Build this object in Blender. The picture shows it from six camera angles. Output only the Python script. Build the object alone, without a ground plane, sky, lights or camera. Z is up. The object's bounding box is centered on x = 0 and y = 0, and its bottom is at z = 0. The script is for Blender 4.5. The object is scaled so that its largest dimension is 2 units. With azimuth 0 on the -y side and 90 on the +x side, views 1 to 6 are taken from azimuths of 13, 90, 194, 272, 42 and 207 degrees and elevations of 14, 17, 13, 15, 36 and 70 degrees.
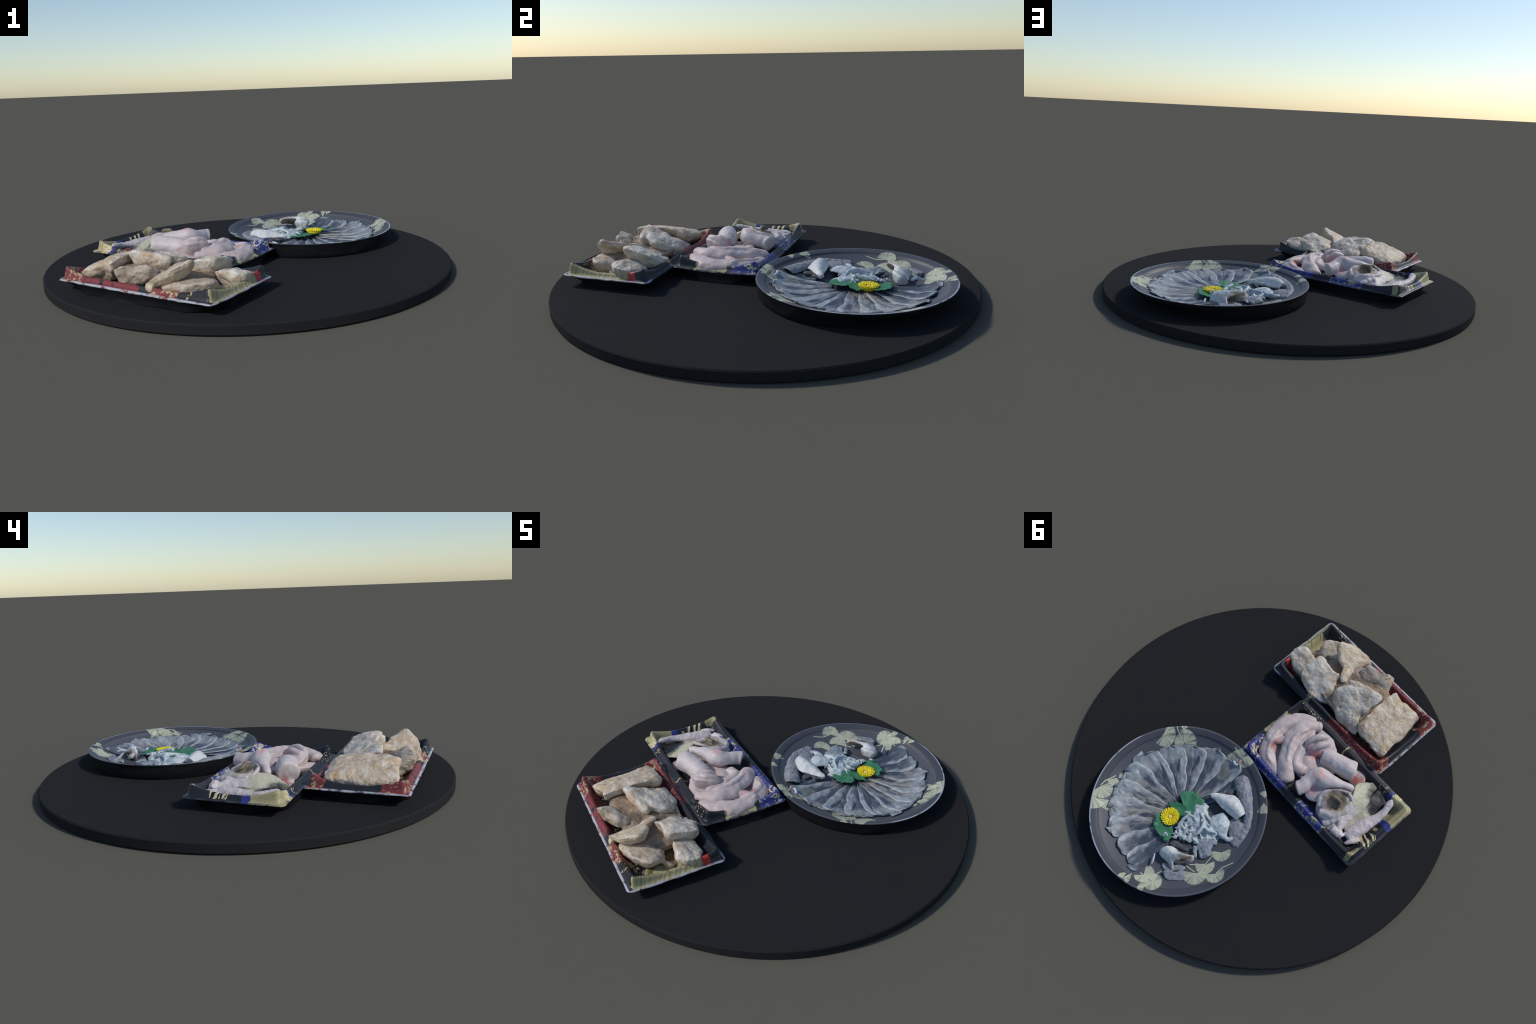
# A black round board carrying two takeout trays of fish pieces and a lacquer platter of sashimi.
import bpy, bmesh, math, random
import numpy as np
from mathutils import Vector, Matrix, noise

random.seed(11)
RNG = np.random.default_rng(11)

for o in list(bpy.data.objects):
    bpy.data.objects.remove(o, do_unlink=True)

# ------------------------------------------------------------------ frame
BOARD_TOP = 0.0475
PLATE = (0.2555, 0.4018)          # platter centre
PLATE_R = 0.444
TRAY_TURN = math.radians(-19.5)
RED_TRAY = (-0.224, -0.5995)
BLUE_TRAY = (-0.312, -0.100)
TRAY_L, TRAY_W = 0.836, 0.446


# ------------------------------------------------------------------ node helpers
class Nodes:
    def __init__(self, name, rough=0.6, spec=0.25):
        self.mat = bpy.data.materials.new(name)
        self.mat.use_nodes = True
        self.t = self.mat.node_tree
        self.n, self.l = self.t.nodes, self.t.links
        self.b = self.n["Principled BSDF"]
        self.b.inputs["Roughness"].default_value = rough
        self.b.inputs["Specular IOR Level"].default_value = spec

    def put(self, sock, v):
        if isinstance(v, bpy.types.NodeSocket):
            self.l.new(v, sock)
        elif isinstance(v, (tuple, list)):
            sock.default_value = (*v, 1.0) if len(v) == 3 and sock.type == 'RGBA' else v
        else:
            sock.default_value = v

    def math(self, op, a, b=0.0, c=None, clamp=False):
        m = self.n.new("ShaderNodeMath"); m.operation = op; m.use_clamp = clamp
        self.put(m.inputs[0], a); self.put(m.inputs[1], b)
        if c is not None:
            self.put(m.inputs[2], c)
        return m.outputs[0]

    def mix(self, f, a, b, mode='MIX'):
        m = self.n.new("ShaderNodeMix"); m.data_type = 'RGBA'; m.blend_type = mode
        self.put(m.inputs[0], f); self.put(m.inputs[6], a); self.put(m.inputs[7], b)
        return m.outputs[2]

    def ramp(self, f, stops):
        r = self.n.new("ShaderNodeValToRGB"); e = r.color_ramp.elements
        while len(e) < len(stops):
            e.new(0.5)
        for el, (p, c) in zip(e, stops):
            el.position = p
            el.color = (*c, 1) if isinstance(c, (tuple, list)) else (c, c, c, 1)
        self.put(r.inputs[0], f)
        return r.outputs[0]

    def step(self, x, lo, hi):
        m = self.n.new("ShaderNodeMapRange"); m.interpolation_type = 'SMOOTHSTEP'
        self.put(m.inputs[0], x); self.put(m.inputs[1], lo); self.put(m.inputs[2], hi)
        return m.outputs[0]

    def obj(self):
        return self.n.new("ShaderNodeTexCoord").outputs["Object"]

    def pos(self):
        return self.n.new("ShaderNodeNewGeometry").outputs["Position"]

    def sep(self, v):
        s = self.n.new("ShaderNodeSeparateXYZ"); self.put(s.inputs[0], v)
        return s.outputs

    def scale(self, v, s):
        m = self.n.new("ShaderNodeVectorMath"); m.operation = 'MULTIPLY'
        self.put(m.inputs[0], v); m.inputs[1].default_value = s
        return m.outputs[0]

    def noise(self, v, s, detail=4.0, rough=0.55, dist=0.0):
        t = self.n.new("ShaderNodeTexNoise")
        self.put(t.inputs["Vector"], v); t.inputs["Scale"].default_value = s
        t.inputs["Detail"].default_value = detail; t.inputs["Roughness"].default_value = rough
        t.inputs["Distortion"].default_value = dist
        return t.outputs["Fac"]

    def voronoi(self, v, s, feature='F1', out="Distance"):
        t = self.n.new("ShaderNodeTexVoronoi"); t.feature = feature
        self.put(t.inputs["Vector"], v); t.inputs["Scale"].default_value = s
        return t.outputs[out]

    def dist(self, v, p):
        m = self.n.new("ShaderNodeVectorMath"); m.operation = 'DISTANCE'
        self.put(m.inputs[0], v); m.inputs[1].default_value = p
        return m.outputs["Value"]

    def spot(self, p, r0, r1, wobble=None):
        """1 inside r0 of the world point p, 0 outside r1."""
        d = self.dist(self.pos(), p)
        if wobble is not None:
            d = self.math('ADD', d, wobble)
        return self.step(d, r1, r0)

    def bump(self, h, strength, dist=0.004):
        b = self.n.new("ShaderNodeBump"); b.inputs["Strength"].default_value = strength
        b.inputs["Distance"].default_value = dist
        self.put(b.inputs["Height"], h)
        self.l.new(b.outputs[0], self.b.inputs["Normal"])

    def done(self, col):
        self.put(self.b.inputs["Base Color"], col)
        return self.mat


# ------------------------------------------------------------------ pine fan motif, painted on the platter
def fan_group():
    g = bpy.data.node_groups.new("pine_fan", "ShaderNodeTree")
    for nm in ("X", "Y", "HubX", "HubY", "Angle", "Half", "Radius"):
        g.interface.new_socket(nm, in_out='INPUT', socket_type='NodeSocketFloat')
    g.interface.new_socket("Mask", in_out='OUTPUT', socket_type='NodeSocketFloat')
    N = Nodes.__new__(Nodes); N.t = g; N.n, N.l = g.nodes, g.links
    i = g.nodes.new("NodeGroupInput").outputs; out = g.nodes.new("NodeGroupOutput")
    dx = N.math('SUBTRACT', i["X"], i["HubX"]); dy = N.math('SUBTRACT', i["Y"], i["HubY"])
    r = N.math('SQRT', N.math('ADD', N.math('MULTIPLY', dx, dx), N.math('MULTIPLY', dy, dy)))
    ca, sa = N.math('COSINE', i["Angle"]), N.math('SINE', i["Angle"])
    lx = N.math('ADD', N.math('MULTIPLY', dx, ca), N.math('MULTIPLY', dy, sa))
    ly = N.math('SUBTRACT', N.math('MULTIPLY', dy, ca), N.math('MULTIPLY', dx, sa))
    ang = N.math('ARCTAN2', ly, lx)
    w = g.nodes.new("ShaderNodeTexWhiteNoise"); w.noise_dimensions = '2D'
    k = N.math('FLOOR', N.math('MULTIPLY', ang, 9.0))
    cb = g.nodes.new("ShaderNodeCombineXYZ"); N.put(cb.inputs[0], k); N.put(cb.inputs[1], i["HubX"])
    N.put(w.inputs["Vector"], cb.outputs[0])
    needle = N.math('ABSOLUTE', N.math('SUBTRACT', N.math('FRACT', N.math('MULTIPLY', ang, 9.0)), 0.5))
    rr = N.math('DIVIDE', r, i["Radius"])
    # ragged outer edge between needles, and thin dark gaps that open towards the rim
    edge = N.math('LESS_THAN', N.math('ADD', rr, N.math('MULTIPLY', needle, 0.16)), 1.02)
    gap = N.math('SUBTRACT', 0.5, N.math('MULTIPLY', needle, 1.0))
    wide = N.math('MULTIPLY', N.math('SUBTRACT', w.outputs["Value"], 0.36), 0.60)
    wide = N.math('MULTIPLY', wide, N.math('ADD', 0.45, N.math('MULTIPLY', rr, 0.6)))
    gap = N.math('GREATER_THAN', gap, wide)
    inside = N.math('LESS_THAN', N.math('ABSOLUTE', ang), i["Half"])
    gap = N.math('MAXIMUM', gap, N.math('LESS_THAN', rr, 0.15))
    m = N.math('MULTIPLY', N.math('MULTIPLY', edge, gap), inside)
    N.put(out.inputs["Mask"], m)
    return g


def hub_tip(p, half):
    (hx, hy, _), (tx, ty, _) = p
    return (hx, hy, math.atan2(ty - hy, tx - hx), math.radians(half), math.hypot(tx - hx, ty - hy))


FANS = [
    hub_tip([(0.539, 0.097, 0.108), (0.478, 0.101, 0.108)], 100),
    hub_tip([(0.428, 0.079, 0.100), (0.413, 0.017, 0.100)], 62),
    hub_tip([(0.429, 0.080, 0.100), (0.474, 0.102, 0.100)], 68),
    hub_tip([(0.423, 0.080, 0.090), (0.366, 0.117, 0.090)], 48),
    hub_tip([(0.461, 0.030, 0.115), (0.468, 0.003, 0.120)], 48),
    hub_tip([(0.433, 0.184, 0.090), (0.446, 0.138, 0.090)], 60),
    hub_tip([(0.662, 0.502, 0.105), (0.609, 0.527, 0.105)], 92),
    hub_tip([(0.586, 0.531, 0.100), (0.591, 0.586, 0.100)], 58),
    hub_tip([(0.627, 0.419, 0.095), (0.615, 0.462, 0.095)], 60),
    hub_tip([(0.667, 0.561, 0.120), (0.617, 0.609, 0.118)], 45),
    hub_tip([(0.618, 0.412, 0.095), (0.609, 0.387, 0.095)], 40),
    hub_tip([(0.232, 0.766, 0.100), (0.192, 0.734, 0.100)], 78),
    hub_tip([(0.236, 0.772, 0.105), (0.220, 0.808, 0.105)], 80),
    hub_tip([(0.172, 0.778, 0.106), (0.128, 0.780, 0.106)], 170),
    hub_tip([(0.300, 0.829, 0.118), (0.268, 0.825, 0.118)], 50),
    hub_tip([(0.302, 0.834, 0.120), (0.324, 0.816, 0.118)], 50),
    hub_tip([(0.219, 0.837, 0.120), (0.189, 0.822, 0.120)], 60),
    hub_tip([(0.019, 0.639, 0.095), (-0.009, 0.693, 0.100)], 100),
    hub_tip([(-0.002, 0.580, 0.090), (-0.029, 0.620, 0.092)], 108),
    hub_tip([(-0.070, 0.597, 0.100), (-0.103, 0.632, 0.104)], 105),
    hub_tip([(-0.040, 0.486, 0.085), (-0.067, 0.524, 0.088)], 108),
    hub_tip([(0.162, -0.009, 0.108), (0.124, 0.028, 0.108)], 85),
    hub_tip([(0.104, 0.000, 0.110), (0.067, 0.041, 0.110)], 90),
    hub_tip([(-0.104, 0.170, 0.112), (-0.130, 0.221, 0.112)], 38),
    hub_tip([(-0.095, 0.146, 0.114), (-0.075, 0.115, 0.115)], 40),
    hub_tip([(0.173, 0.160, 0.095), (0.157, 0.089, 0.095)], 60),
    hub_tip([(0.192, 0.084, 0.100), (0.186, 0.039, 0.100)], 50),
]
STEMS = [
    [(0.466, 0.057, 0.100), (0.484, 0.046, 0.110)], [(0.484, 0.046, 0.110), (0.499, 0.029, 0.120)],
    [(0.664, 0.493, 0.105), (0.658, 0.458, 0.100)], [(0.658, 0.458, 0.100), (0.636, 0.411, 0.095)],
    [(0.581, 0.527, 0.100), (0.559, 0.475, 0.095)], [(0.559, 0.475, 0.095), (0.531, 0.445, 0.090)],
    [(0.186, 0.740, 0.100), (0.171, 0.714, 0.095)], [(0.300, 0.833, 0.118), (0.282, 0.796, 0.110)],
    [(0.250, 0.768, 0.105), (0.230, 0.771, 0.105)],
    [(-0.074, 0.588, 0.100), (-0.087, 0.549, 0.100)], [(-0.087, 0.549, 0.100), (-0.120, 0.507, 0.100)],
    [(-0.001, 0.571, 0.090), (-0.008, 0.524, 0.085)], [(-0.008, 0.524, 0.085), (-0.030, 0.489, 0.085)],
    [(0.000, 0.576, 0.090), (0.065, 0.613, 0.085)], [(0.024, 0.634, 0.095), (0.080, 0.627, 0.090)],
    [(0.173, -0.018, 0.112), (0.130, 0.005, 0.110)],
]
FAN = fan_group()


def fans_mask(N):
    """All the printed pine fans and their stems, seen from above, as one mask."""
    p = N.pos()
    total = None

    def chained(total):
        """The same position again, read after the previous motif, so that the motifs are worked through one by one."""
        if total is None:
            return N.sep(p)
        m = N.n.new("ShaderNodeVectorMath"); m.operation = 'MULTIPLY_ADD'
        N.l.new(total, m.inputs[0]); m.inputs[1].default_value = (1e-8, 1e-8, 1e-8); N.l.new(p, m.inputs[2])
        return N.sep(m.outputs[0])

    for f in FANS:
        s = chained(total)
        g = N.n.new("ShaderNodeGroup"); g.node_tree = FAN
        N.l.new(s[0], g.inputs["X"]); N.l.new(s[1], g.inputs["Y"])
        for nm, v in zip(("HubX", "HubY", "Angle", "Half", "Radius"), f):
            g.inputs[nm].default_value = v
        total = g.outputs[0] if total is None else N.math('MAXIMUM', total, g.outputs[0])
    for (a, b) in STEMS:
        s = chained(total)
        ax, ay, bx, by = a[0], a[1], b[0], b[1]
        L = math.hypot(bx - ax, by - ay); ux, uy = (bx - ax) / L, (by - ay) / L
        dx = N.math('SUBTRACT', s[0], ax); dy = N.math('SUBTRACT', s[1], ay)
        t = N.math('ADD', N.math('MULTIPLY', dx, ux), N.math('MULTIPLY', dy, uy))
        t = N.math('MINIMUM', N.math('MAXIMUM', t, 0.0), L)
        ex = N.math('SUBTRACT', dx, N.math('MULTIPLY', t, ux))
        ey = N.math('SUBTRACT', dy, N.math('MULTIPLY', t, uy))
        d2 = N.math('ADD', N.math('MULTIPLY', ex, ex), N.math('MULTIPLY', ey, ey))
        total = N.math('MAXIMUM', total, N.math('LESS_THAN', d2, 0.0024 ** 2))
    return total


# ------------------------------------------------------------------ materials
def mat_board():
    N = Nodes("matte_black_board", 0.9, 0.05)
    f = N.noise(N.obj(), 6, 3)
    return N.done(N.mix(f, (.0205, .0208, .0222), (.0235, .0234, .0245)))


FAN_COLOUR = (.44, .50, .365)


def mat_platter():
    N = Nodes("printed_lacquer", 0.5, 0.3)
    p = N.pos(); s = N.sep(p)
    dx = N.math('SUBTRACT', s[0], PLATE[0]); dy = N.math('SUBTRACT', s[1], PLATE[1])
    r = N.math('SQRT', N.math('ADD', N.math('MULTIPLY', dx, dx), N.math('MULTIPLY', dy, dy)))
    f = N.noise(p, 9, 5)
    col = N.mix(f, (.066, .071, .088), (.098, .102, .119))
    grain = N.noise(p, 90, 2)
    col = N.mix(N.math('MULTIPLY', grain, 0.35), col, (.062, .067, .084))
    # darker steep ring inside the rim, thin paler line where it meets the flange
    ring = N.math('MULTIPLY', N.step(r, .407, .409), N.step(r, .441, .432))
    col = N.mix(N.math('MULTIPLY', ring, .55), col, (.040, .044, .056))
    line = N.math('MULTIPLY', N.step(r, .4375, .4395), N.step(r, .443, .441))
    col = N.mix(N.math('MULTIPLY', line, .5), col, (.13, .16, .20))
    seam = N.math('MULTIPLY', N.step(r, .4045, .4065), N.step(r, .4095, .4075))
    col = N.mix(N.math('MULTIPLY', seam, .6), col, (.035, .022, .022))
    up = N.step(s[2], .058, .060)
    fan = fans_mask(N)
    tone = N.mix(N.noise(p, 14, 2), (.40, .425, .30), (.53, .55, .42))
    col = N.mix(fan, col, tone)
    # pale edge along the sunny side of the rim, dark outside wall
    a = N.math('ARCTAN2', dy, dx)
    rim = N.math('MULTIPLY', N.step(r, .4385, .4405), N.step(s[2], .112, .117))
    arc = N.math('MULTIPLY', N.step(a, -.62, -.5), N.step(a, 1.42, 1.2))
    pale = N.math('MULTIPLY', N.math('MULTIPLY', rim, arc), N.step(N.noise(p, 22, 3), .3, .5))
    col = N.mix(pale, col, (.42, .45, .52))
    N.bump(grain, .15, .002)
    return N.done(col)


def mat_outside(name):
    N = Nodes(name, .55, .2)
    p = N.pos()
    return N.done(N.mix(N.noise(p, 12, 3), (.0055, .006, .0075), (.011, .012, .015)))  # near-black: shade below the rims is partly baked into this wall colour


def mat_tray(name, centre, zones, edge):
    N = Nodes(name, 0.45, 0.35)
    p = N.pos(); s = N.sep(p)
    dx = N.math('SUBTRACT', s[0], centre[0]); dy = N.math('SUBTRACT', s[1], centre[1])
    c, sn = math.cos(TRAY_TURN), math.sin(TRAY_TURN)
    u = N.math('ADD', N.math('MULTIPLY', dx, c), N.math('MULTIPLY', dy, sn))
    v = N.math('SUBTRACT', N.math('MULTIPLY', dy, c), N.math('MULTIPLY', dx, sn))
    f = N.noise(p, 14, 4)
    col = N.mix(f, (.013, .014, .018), (.030, .032, .040))
    flower = N.math('LESS_THAN', N.noise(p, 34, 3, .6, .6), .47)
    petal = N.math('GREATER_THAN', N.noise(p, 60, 2, .5, 1.5), .47)
    speck = N.math('LESS_THAN', N.voronoi(p, 75), .27)
    streak_v = N.n.new("ShaderNodeCombineXYZ")
    N.put(streak_v.inputs[0], N.math('MULTIPLY', N.math('ADD', v, N.math('MULTIPLY', u, .6)), 70))
    N.put(streak_v.inputs[1], N.math('MULTIPLY', u, 5))
    streak = N.math('GREATER_THAN', N.noise(streak_v.outputs[0], 1, 2), .50)
    style = {"flower": N.math('MULTIPLY', flower, petal), "speck": speck, "streak": streak, "petal": petal}
    wob = N.math('MULTIPLY', N.math('SUBTRACT', N.noise(p, 30, 2), .5), .03)
    uw, vw = N.math('ADD', u, wob), N.math('SUBTRACT', v, wob)
    for (u0, u1, v0, v1, base, accent, kind) in zones:
        m = N.math('MULTIPLY', N.math('MULTIPLY', N.math('GREATER_THAN', uw, u0), N.math('LESS_THAN', uw, u1)),
                   N.math('MULTIPLY', N.math('GREATER_THAN', vw, v0), N.math('LESS_THAN', vw, v1)))
        zc = N.mix(style[kind], base, accent) if kind else base
        if base is None:
            m = N.math('MULTIPLY', m, style[kind]); zc = accent
        col = N.mix(m, col, zc)
    au, av = N.math('ABSOLUTE', u), N.math('ABSOLUTE', v)
    near = N.math('MAXIMUM', N.math('SUBTRACT', au, TRAY_L / 2), N.math('SUBTRACT', av, TRAY_W / 2))
    fr = N.math('MULTIPLY', N.step(near, -.013, -.005), N.step(s[2], .0925, .0965))
    col = N.mix(N.math('MULTIPLY', fr, edge[1](N, u, v, p)), col, edge[0])
    N.bump(N.noise(p, 60, 3), .2, .003)
    return N.done(col)


RED, GOLD, TAN = (.20, .036, .040), (.38, .33, .18), (.27, .24, .125)
BLUE, BLACK, CREAM = (.034, .044, .21), (.014, .015, .019), (.62, .54, .32)
RED_ZONES = [
    (-.42, -.13, .150, .23, RED, GOLD, "speck"), (-.13, -.02, .150, .23, BLACK, RED, "petal"),
    (.13, .16, .155, .23, BLACK, GOLD, "petal"),
    (-.42, -.33, .130, .23, RED, GOLD, "flower"),
    (-.42, .04, -.23, -.145, RED, BLACK, "flower"), (.10, .24, -.23, -.150, RED, GOLD, "flower"),
    (.24, .31, -.23, -.14, BLACK, GOLD, "flower"), (-.42, -.28, -.23, -.145, RED, GOLD, "flower"),
    (-.42, -.35, -.23, -.10, RED, GOLD, "flower"),
    (.300, .42, -.12, .12, (.13, .115, .055), (.38, .34, .185), "streak"), (.385, .42, -.20, .12, (.40, .36, .20), TAN, "streak"),
    (.22, .42, .115, .150, (.38, .03, .025), None, None),
    (-.33, .30, -.15, .15, (.010, .010, .012), GOLD, "flower"),
    (-.26, .27, -.13, .13, (.010, .009, .009), None, None),
    (.20, .30, -.10, .08, (.12, .035, .015), TAN, "petal"),
]
BLUE_ZONES = [
    (.330, .42, -.105, .055, (.19, .17, .085), GOLD, "streak"), (.395, .42, -.105, .055, (.42, .38, .21), GOLD, "streak"), (.31, .42, .08, .23, BLUE, GOLD, "flower"),
    (.21, .42, .105, .23, BLUE, CREAM, "flower"), (.11, .31, .165, .23, BLUE, GOLD, "speck"),
    (-.19, .00, .155, .23, BLUE, GOLD, "flower"), (-.385, -.362, .13, .23, TAN, GOLD, "streak"),
    (-.40, -.31, .02, .10, BLACK, CREAM, "streak"), (-.37, -.35, -.02, .0, GOLD, None, None),
    (-.42, -.28, -.23, -.045, BLUE, None, None), (-.42, -.30, -.23, -.075, GOLD, CREAM, "petal"),
    (-.355, -.315, -.16, -.105, (.10, .11, .09), None, None),
    (-.42, -.345, -.23, -.075, GOLD, TAN, "speck"),
    (-.26, -.21, -.23, -.165, BLACK, GOLD, "flower"), (.22, .38, -.23, -.160, BLACK, GOLD, "speck"),
    (.04, .05, -.23, -.15, GOLD, None, None),
]


def red_edge(N, u, v, p):
    a = N.math('MAXIMUM', N.step(v, -.16, -.19), N.step(u, .34, .38))
    a = N.math('MAXIMUM', a, N.step(u, -.36, -.39))
    return N.math('MULTIPLY', a, N.step(N.noise(p, 35, 4), .34, .52))


def blue_edge(N, u, v, p):
    return N.math('MULTIPLY', N.step(N.noise(p, 25, 4), .38, .6), .8)


def mat_breaded(name, dark, mid, light, tan_amount, white_amount):
    """Floury coating: mottled mid tone, tan scorched patches, white flour and fine dark flecks."""
    N = Nodes(name, 0.5, 0.4)
    o = N.obj()
    col = N.ramp(N.noise(o, 11, 4, .6, .5), [(.30, dark), (.44, mid), (.56, light), (.70, mid)])
    tan = N.step(N.noise(o, 13, 6, .7, .3), .50, .62)
    col = N.mix(N.math('MULTIPLY', tan, tan_amount), col, (.47, .28, .125))
    white = N.step(N.noise(o, 17, 6, .7, .8), .50, .64)
    col = N.mix(N.math('MULTIPLY', white, white_amount), col, (.74, .715, .68))
    fine = N.noise(o, 60, 5, .7)
    col = N.mix(N.math('MULTIPLY', N.step(fine, .42, .30), .5), col, (.30, .24, .18))
    col = N.mix(N.math('MULTIPLY', N.step(fine, .58, .70), .4), col, (.72, .67, .60))
    fleck = N.math('MULTIPLY', N.step(N.noise(o, 75, 4, .7), .60, .67), N.step(N.noise(o, 9, 2), .42, .60))
    col = N.mix(N.math('MULTIPLY', fleck, .65), col, (.12, .095, .08))
    h = N.math('ADD', N.math('MULTIPLY', N.noise(o, 45, 6, .65), 1.0), N.math('MULTIPLY', N.noise(o, 16, 4), .8))
    N.bump(h, .75, .008)
    return N.done(col)


def mat_raw(name, blushes=(), browns=(), tone=0):
    """Pale pinkish raw flesh with red blush spots at given world points."""
    N = Nodes(name, 0.5, 0.35)
    o = N.obj(); p = N.pos()
    f = N.noise(o, 9, 4, .55, .3)
    lo, hi = [((.45, .355, .34), (.65, .56, .545)), ((.47, .40, .395), (.68, .615, .615))][tone]
    col = N.mix(f, lo, hi)
    gr = N.step(N.noise(o, 20, 4, .6, .4), .54, .70)
    col = N.mix(N.math('MULTIPLY', gr, .6), col, (.45, .40, .345))
    wh = N.step(N.noise(o, 14, 5, .6, .8), .56, .72)
    col = N.mix(N.math('MULTIPLY', wh, .65), col, (.70, .68, .675))
    rosy = N.step(N.noise(o, 7, 3, .5, .6), .48, .66)
    col = N.mix(N.math('MULTIPLY', rosy, .32), col, [(.58, .39, .37), (.60, .43, .42)][tone])
    dark = N.step(N.noise(o, 50, 4, .7), .66, .74)
    col = N.mix(N.math('MULTIPLY', dark, .3), col, (.26, .21, .20))
    wob = N.math('MULTIPLY', N.math('SUBTRACT', N.noise(p, 30, 5, .65), .5), .085)
    for (q, r, c, a) in list(blushes) + list(browns):
        col = N.mix(N.math('MULTIPLY', N.spot(q, r * (.5 if name.startswith('fish_skin') else .1), r * (1.0 if name.startswith('fish_skin') else 1.1), wob), a), col, c)
    N.bump(N.noise(o, 40, 5, .6), .25, .006)
    return N.done(col)


def mat_fish_slice():
    N = Nodes("translucent_fish_slice", 0.45, 0.35)
    o = N.obj(); s = N.sep(o); p = N.pos()
    ln = N.noise(N.scale(o, (7, 26, 7)), 1, 5, .6, .8)
    blot = N.noise(o, 14, 4)
    col = N.ramp(ln, [(.32, (.042, .054, .078)), (.46, (.072, .088, .116)), (.60, (.134, .152, .178)), (.74, (.25, .258, .262))])
    col = N.mix(N.math('MULTIPLY', N.step(blot, .42, .58), .7), col, (.050, .066, .098))
    # the raised side and the curled tip turn paler
    v = s[1]
    pale = N.step(N.math('ADD', v, N.math('MULTIPLY', N.math('SUBTRACT', N.noise(o, 18, 3), .5), .05)), -.010, -.044)
    tip = N.step(s[0], .195, .245)
    e = N.math('MAXIMUM', pale, N.math('MULTIPLY', tip, .7))
    e = N.math('MULTIPLY', e, N.ramp(N.noise(o, 26, 4), [(.25, .25), (.6, 1.0)]))
    col = N.mix(e, col, (.39, .425, .45))
    rosy = N.step(N.noise(p, 12, 3), .56, .68)
    col = N.mix(N.math('MULTIPLY', rosy, .45), col, (.37, .34, .31))
    yellow = N.math('MULTIPLY', fans_mask(N), .30)
    col = N.mix(yellow, col, (.34, .34, .24))
    warm = N.spot((.40, .46, .08), .02, .17)
    col = N.mix(N.math('MULTIPLY', warm, N.step(ln, .36, .62)), col, (.38, .36, .30))
    N.bump(N.math('ADD', ln, N.noise(o, 60, 4)), .3, .004)
    return N.done(col)


def mat_simple(name, stops, scale, rough=.6, spec=.25, bump=.3, bscale=60, stretch=None):
    N = Nodes(name, rough, spec)
    o = N.obj()
    if stretch:
        o = N.scale(o, stretch)
    col = N.ramp(N.noise(o, scale, 5, .6, .4), stops)
    N.bump(N.noise(o, bscale, 4), bump, .004)
    return N.done(col)


# ------------------------------------------------------------------ geometry helpers
def smooth(me):
    me.polygons.foreach_set("use_smooth", [True] * len(me.polygons))


def mesh_obj(name, verts, faces, mat, parent=None, at=None):
    """Mesh object in world coordinates; its origin is moved to `at`."""
    at = Vector(at) if at is not None else Vector((0, 0, 0))
    me = bpy.data.meshes.new(name)
    me.from_pydata([tuple(Vector(v) - at) for v in verts], [], [tuple(f) for f in faces])
    me.validate(); me.update()
    o = bpy.data.objects.new(name, me)
    bpy.context.scene.collection.objects.link(o)
    o.location = at
    if mat:
        me.materials.append(mat)
    smooth(me)
    if parent:
        o.parent = parent
    return o


def tag(o, label, category):
    o["label"], o["category"] = label, category
    return o


def closed_curve(pts, n):
    """Closed Catmull-Rom through control points, n samples."""
    P = np.array(pts, float); m = len(P); out = []
    for k in range(n):
        t = k * m / n; i = int(t); f = t - i
        a, b, c, d = P[(i - 1) % m], P[i % m], P[(i + 1) % m], P[(i + 2) % m]
        out.append(.5 * (2 * b + (c - a) * f + (2 * a - 5 * b + 4 * c - d) * f * f + (3 * b - a - 3 * c + d) * f ** 3))
    return np.array(out)


def open_curve(pts, n):
    P = np.array(pts, float); m = len(P); out = []
    for k in range(n):
        t = min(k * (m - 1) / (n - 1), m - 1 - 1e-9); i = int(t); f = t - i
        b, c = P[i], P[i + 1]
        a = P[i - 1] if i else 2 * b - c
        d = P[i + 2] if i + 2 < m else 2 * c - b
        out.append(.5 * (2 * b + (c - a) * f + (2 * a - 5 * b + 4 * c - d) * f * f + (3 * b - a - 3 * c + d) * f ** 3))
    return np.array(out)


def pebble(outline, dome, base=.062, thick=.07, n=48, foot=.60, flat=.90):
    """Loft of a tilted slab: outline gives the widest ring with its own heights, dome the rise of the crown above the slab's plane."""
    ring = closed_curve(outline, n)
    c = ring[:, :2].mean(0); zo = ring[:, 2]
    A = np.c_[ring[:, :2] - c, np.ones(n)]
    pl = np.linalg.lstsq(A, zo, rcond=None)[0]
    V, F = [], []
    for s, w in ((foot * .5, -1.0), (foot, -.95), (.5 + foot / 2, -.72), (.95, -.36), (1.0, 0), (.975, .38), (flat - .03, .66), (.80, .85), (.60, .95), (.36, 1.0), (.14, 1.0)):
        for k in range(n):
            xy = c + (ring[k, :2] - c) * s
            plane = pl[0] * (xy[0] - c[0]) + pl[1] * (xy[1] - c[1]) + pl[2]
            if w < 0:
                z = max(base, (zo[k] * (1 + w) + plane * -w) + thick * w) if thick else zo[k] + (zo[k] - base) * w
            else:
                z = zo[k] * (1 - w) + (plane + dome * (.62 + .40 * (1 - s))) * w
            V.append((*xy, z))
    R = len(V) // n
    for r in range(R - 1):
        for k in range(n):
            a, b = r * n + k, r * n + (k + 1) % n
            F.append((a, b, b + n, a + n))
    F.append(tuple(reversed(range(n)))); F.append(tuple(range((R - 1) * n, R * n)))
    return V, F


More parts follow.
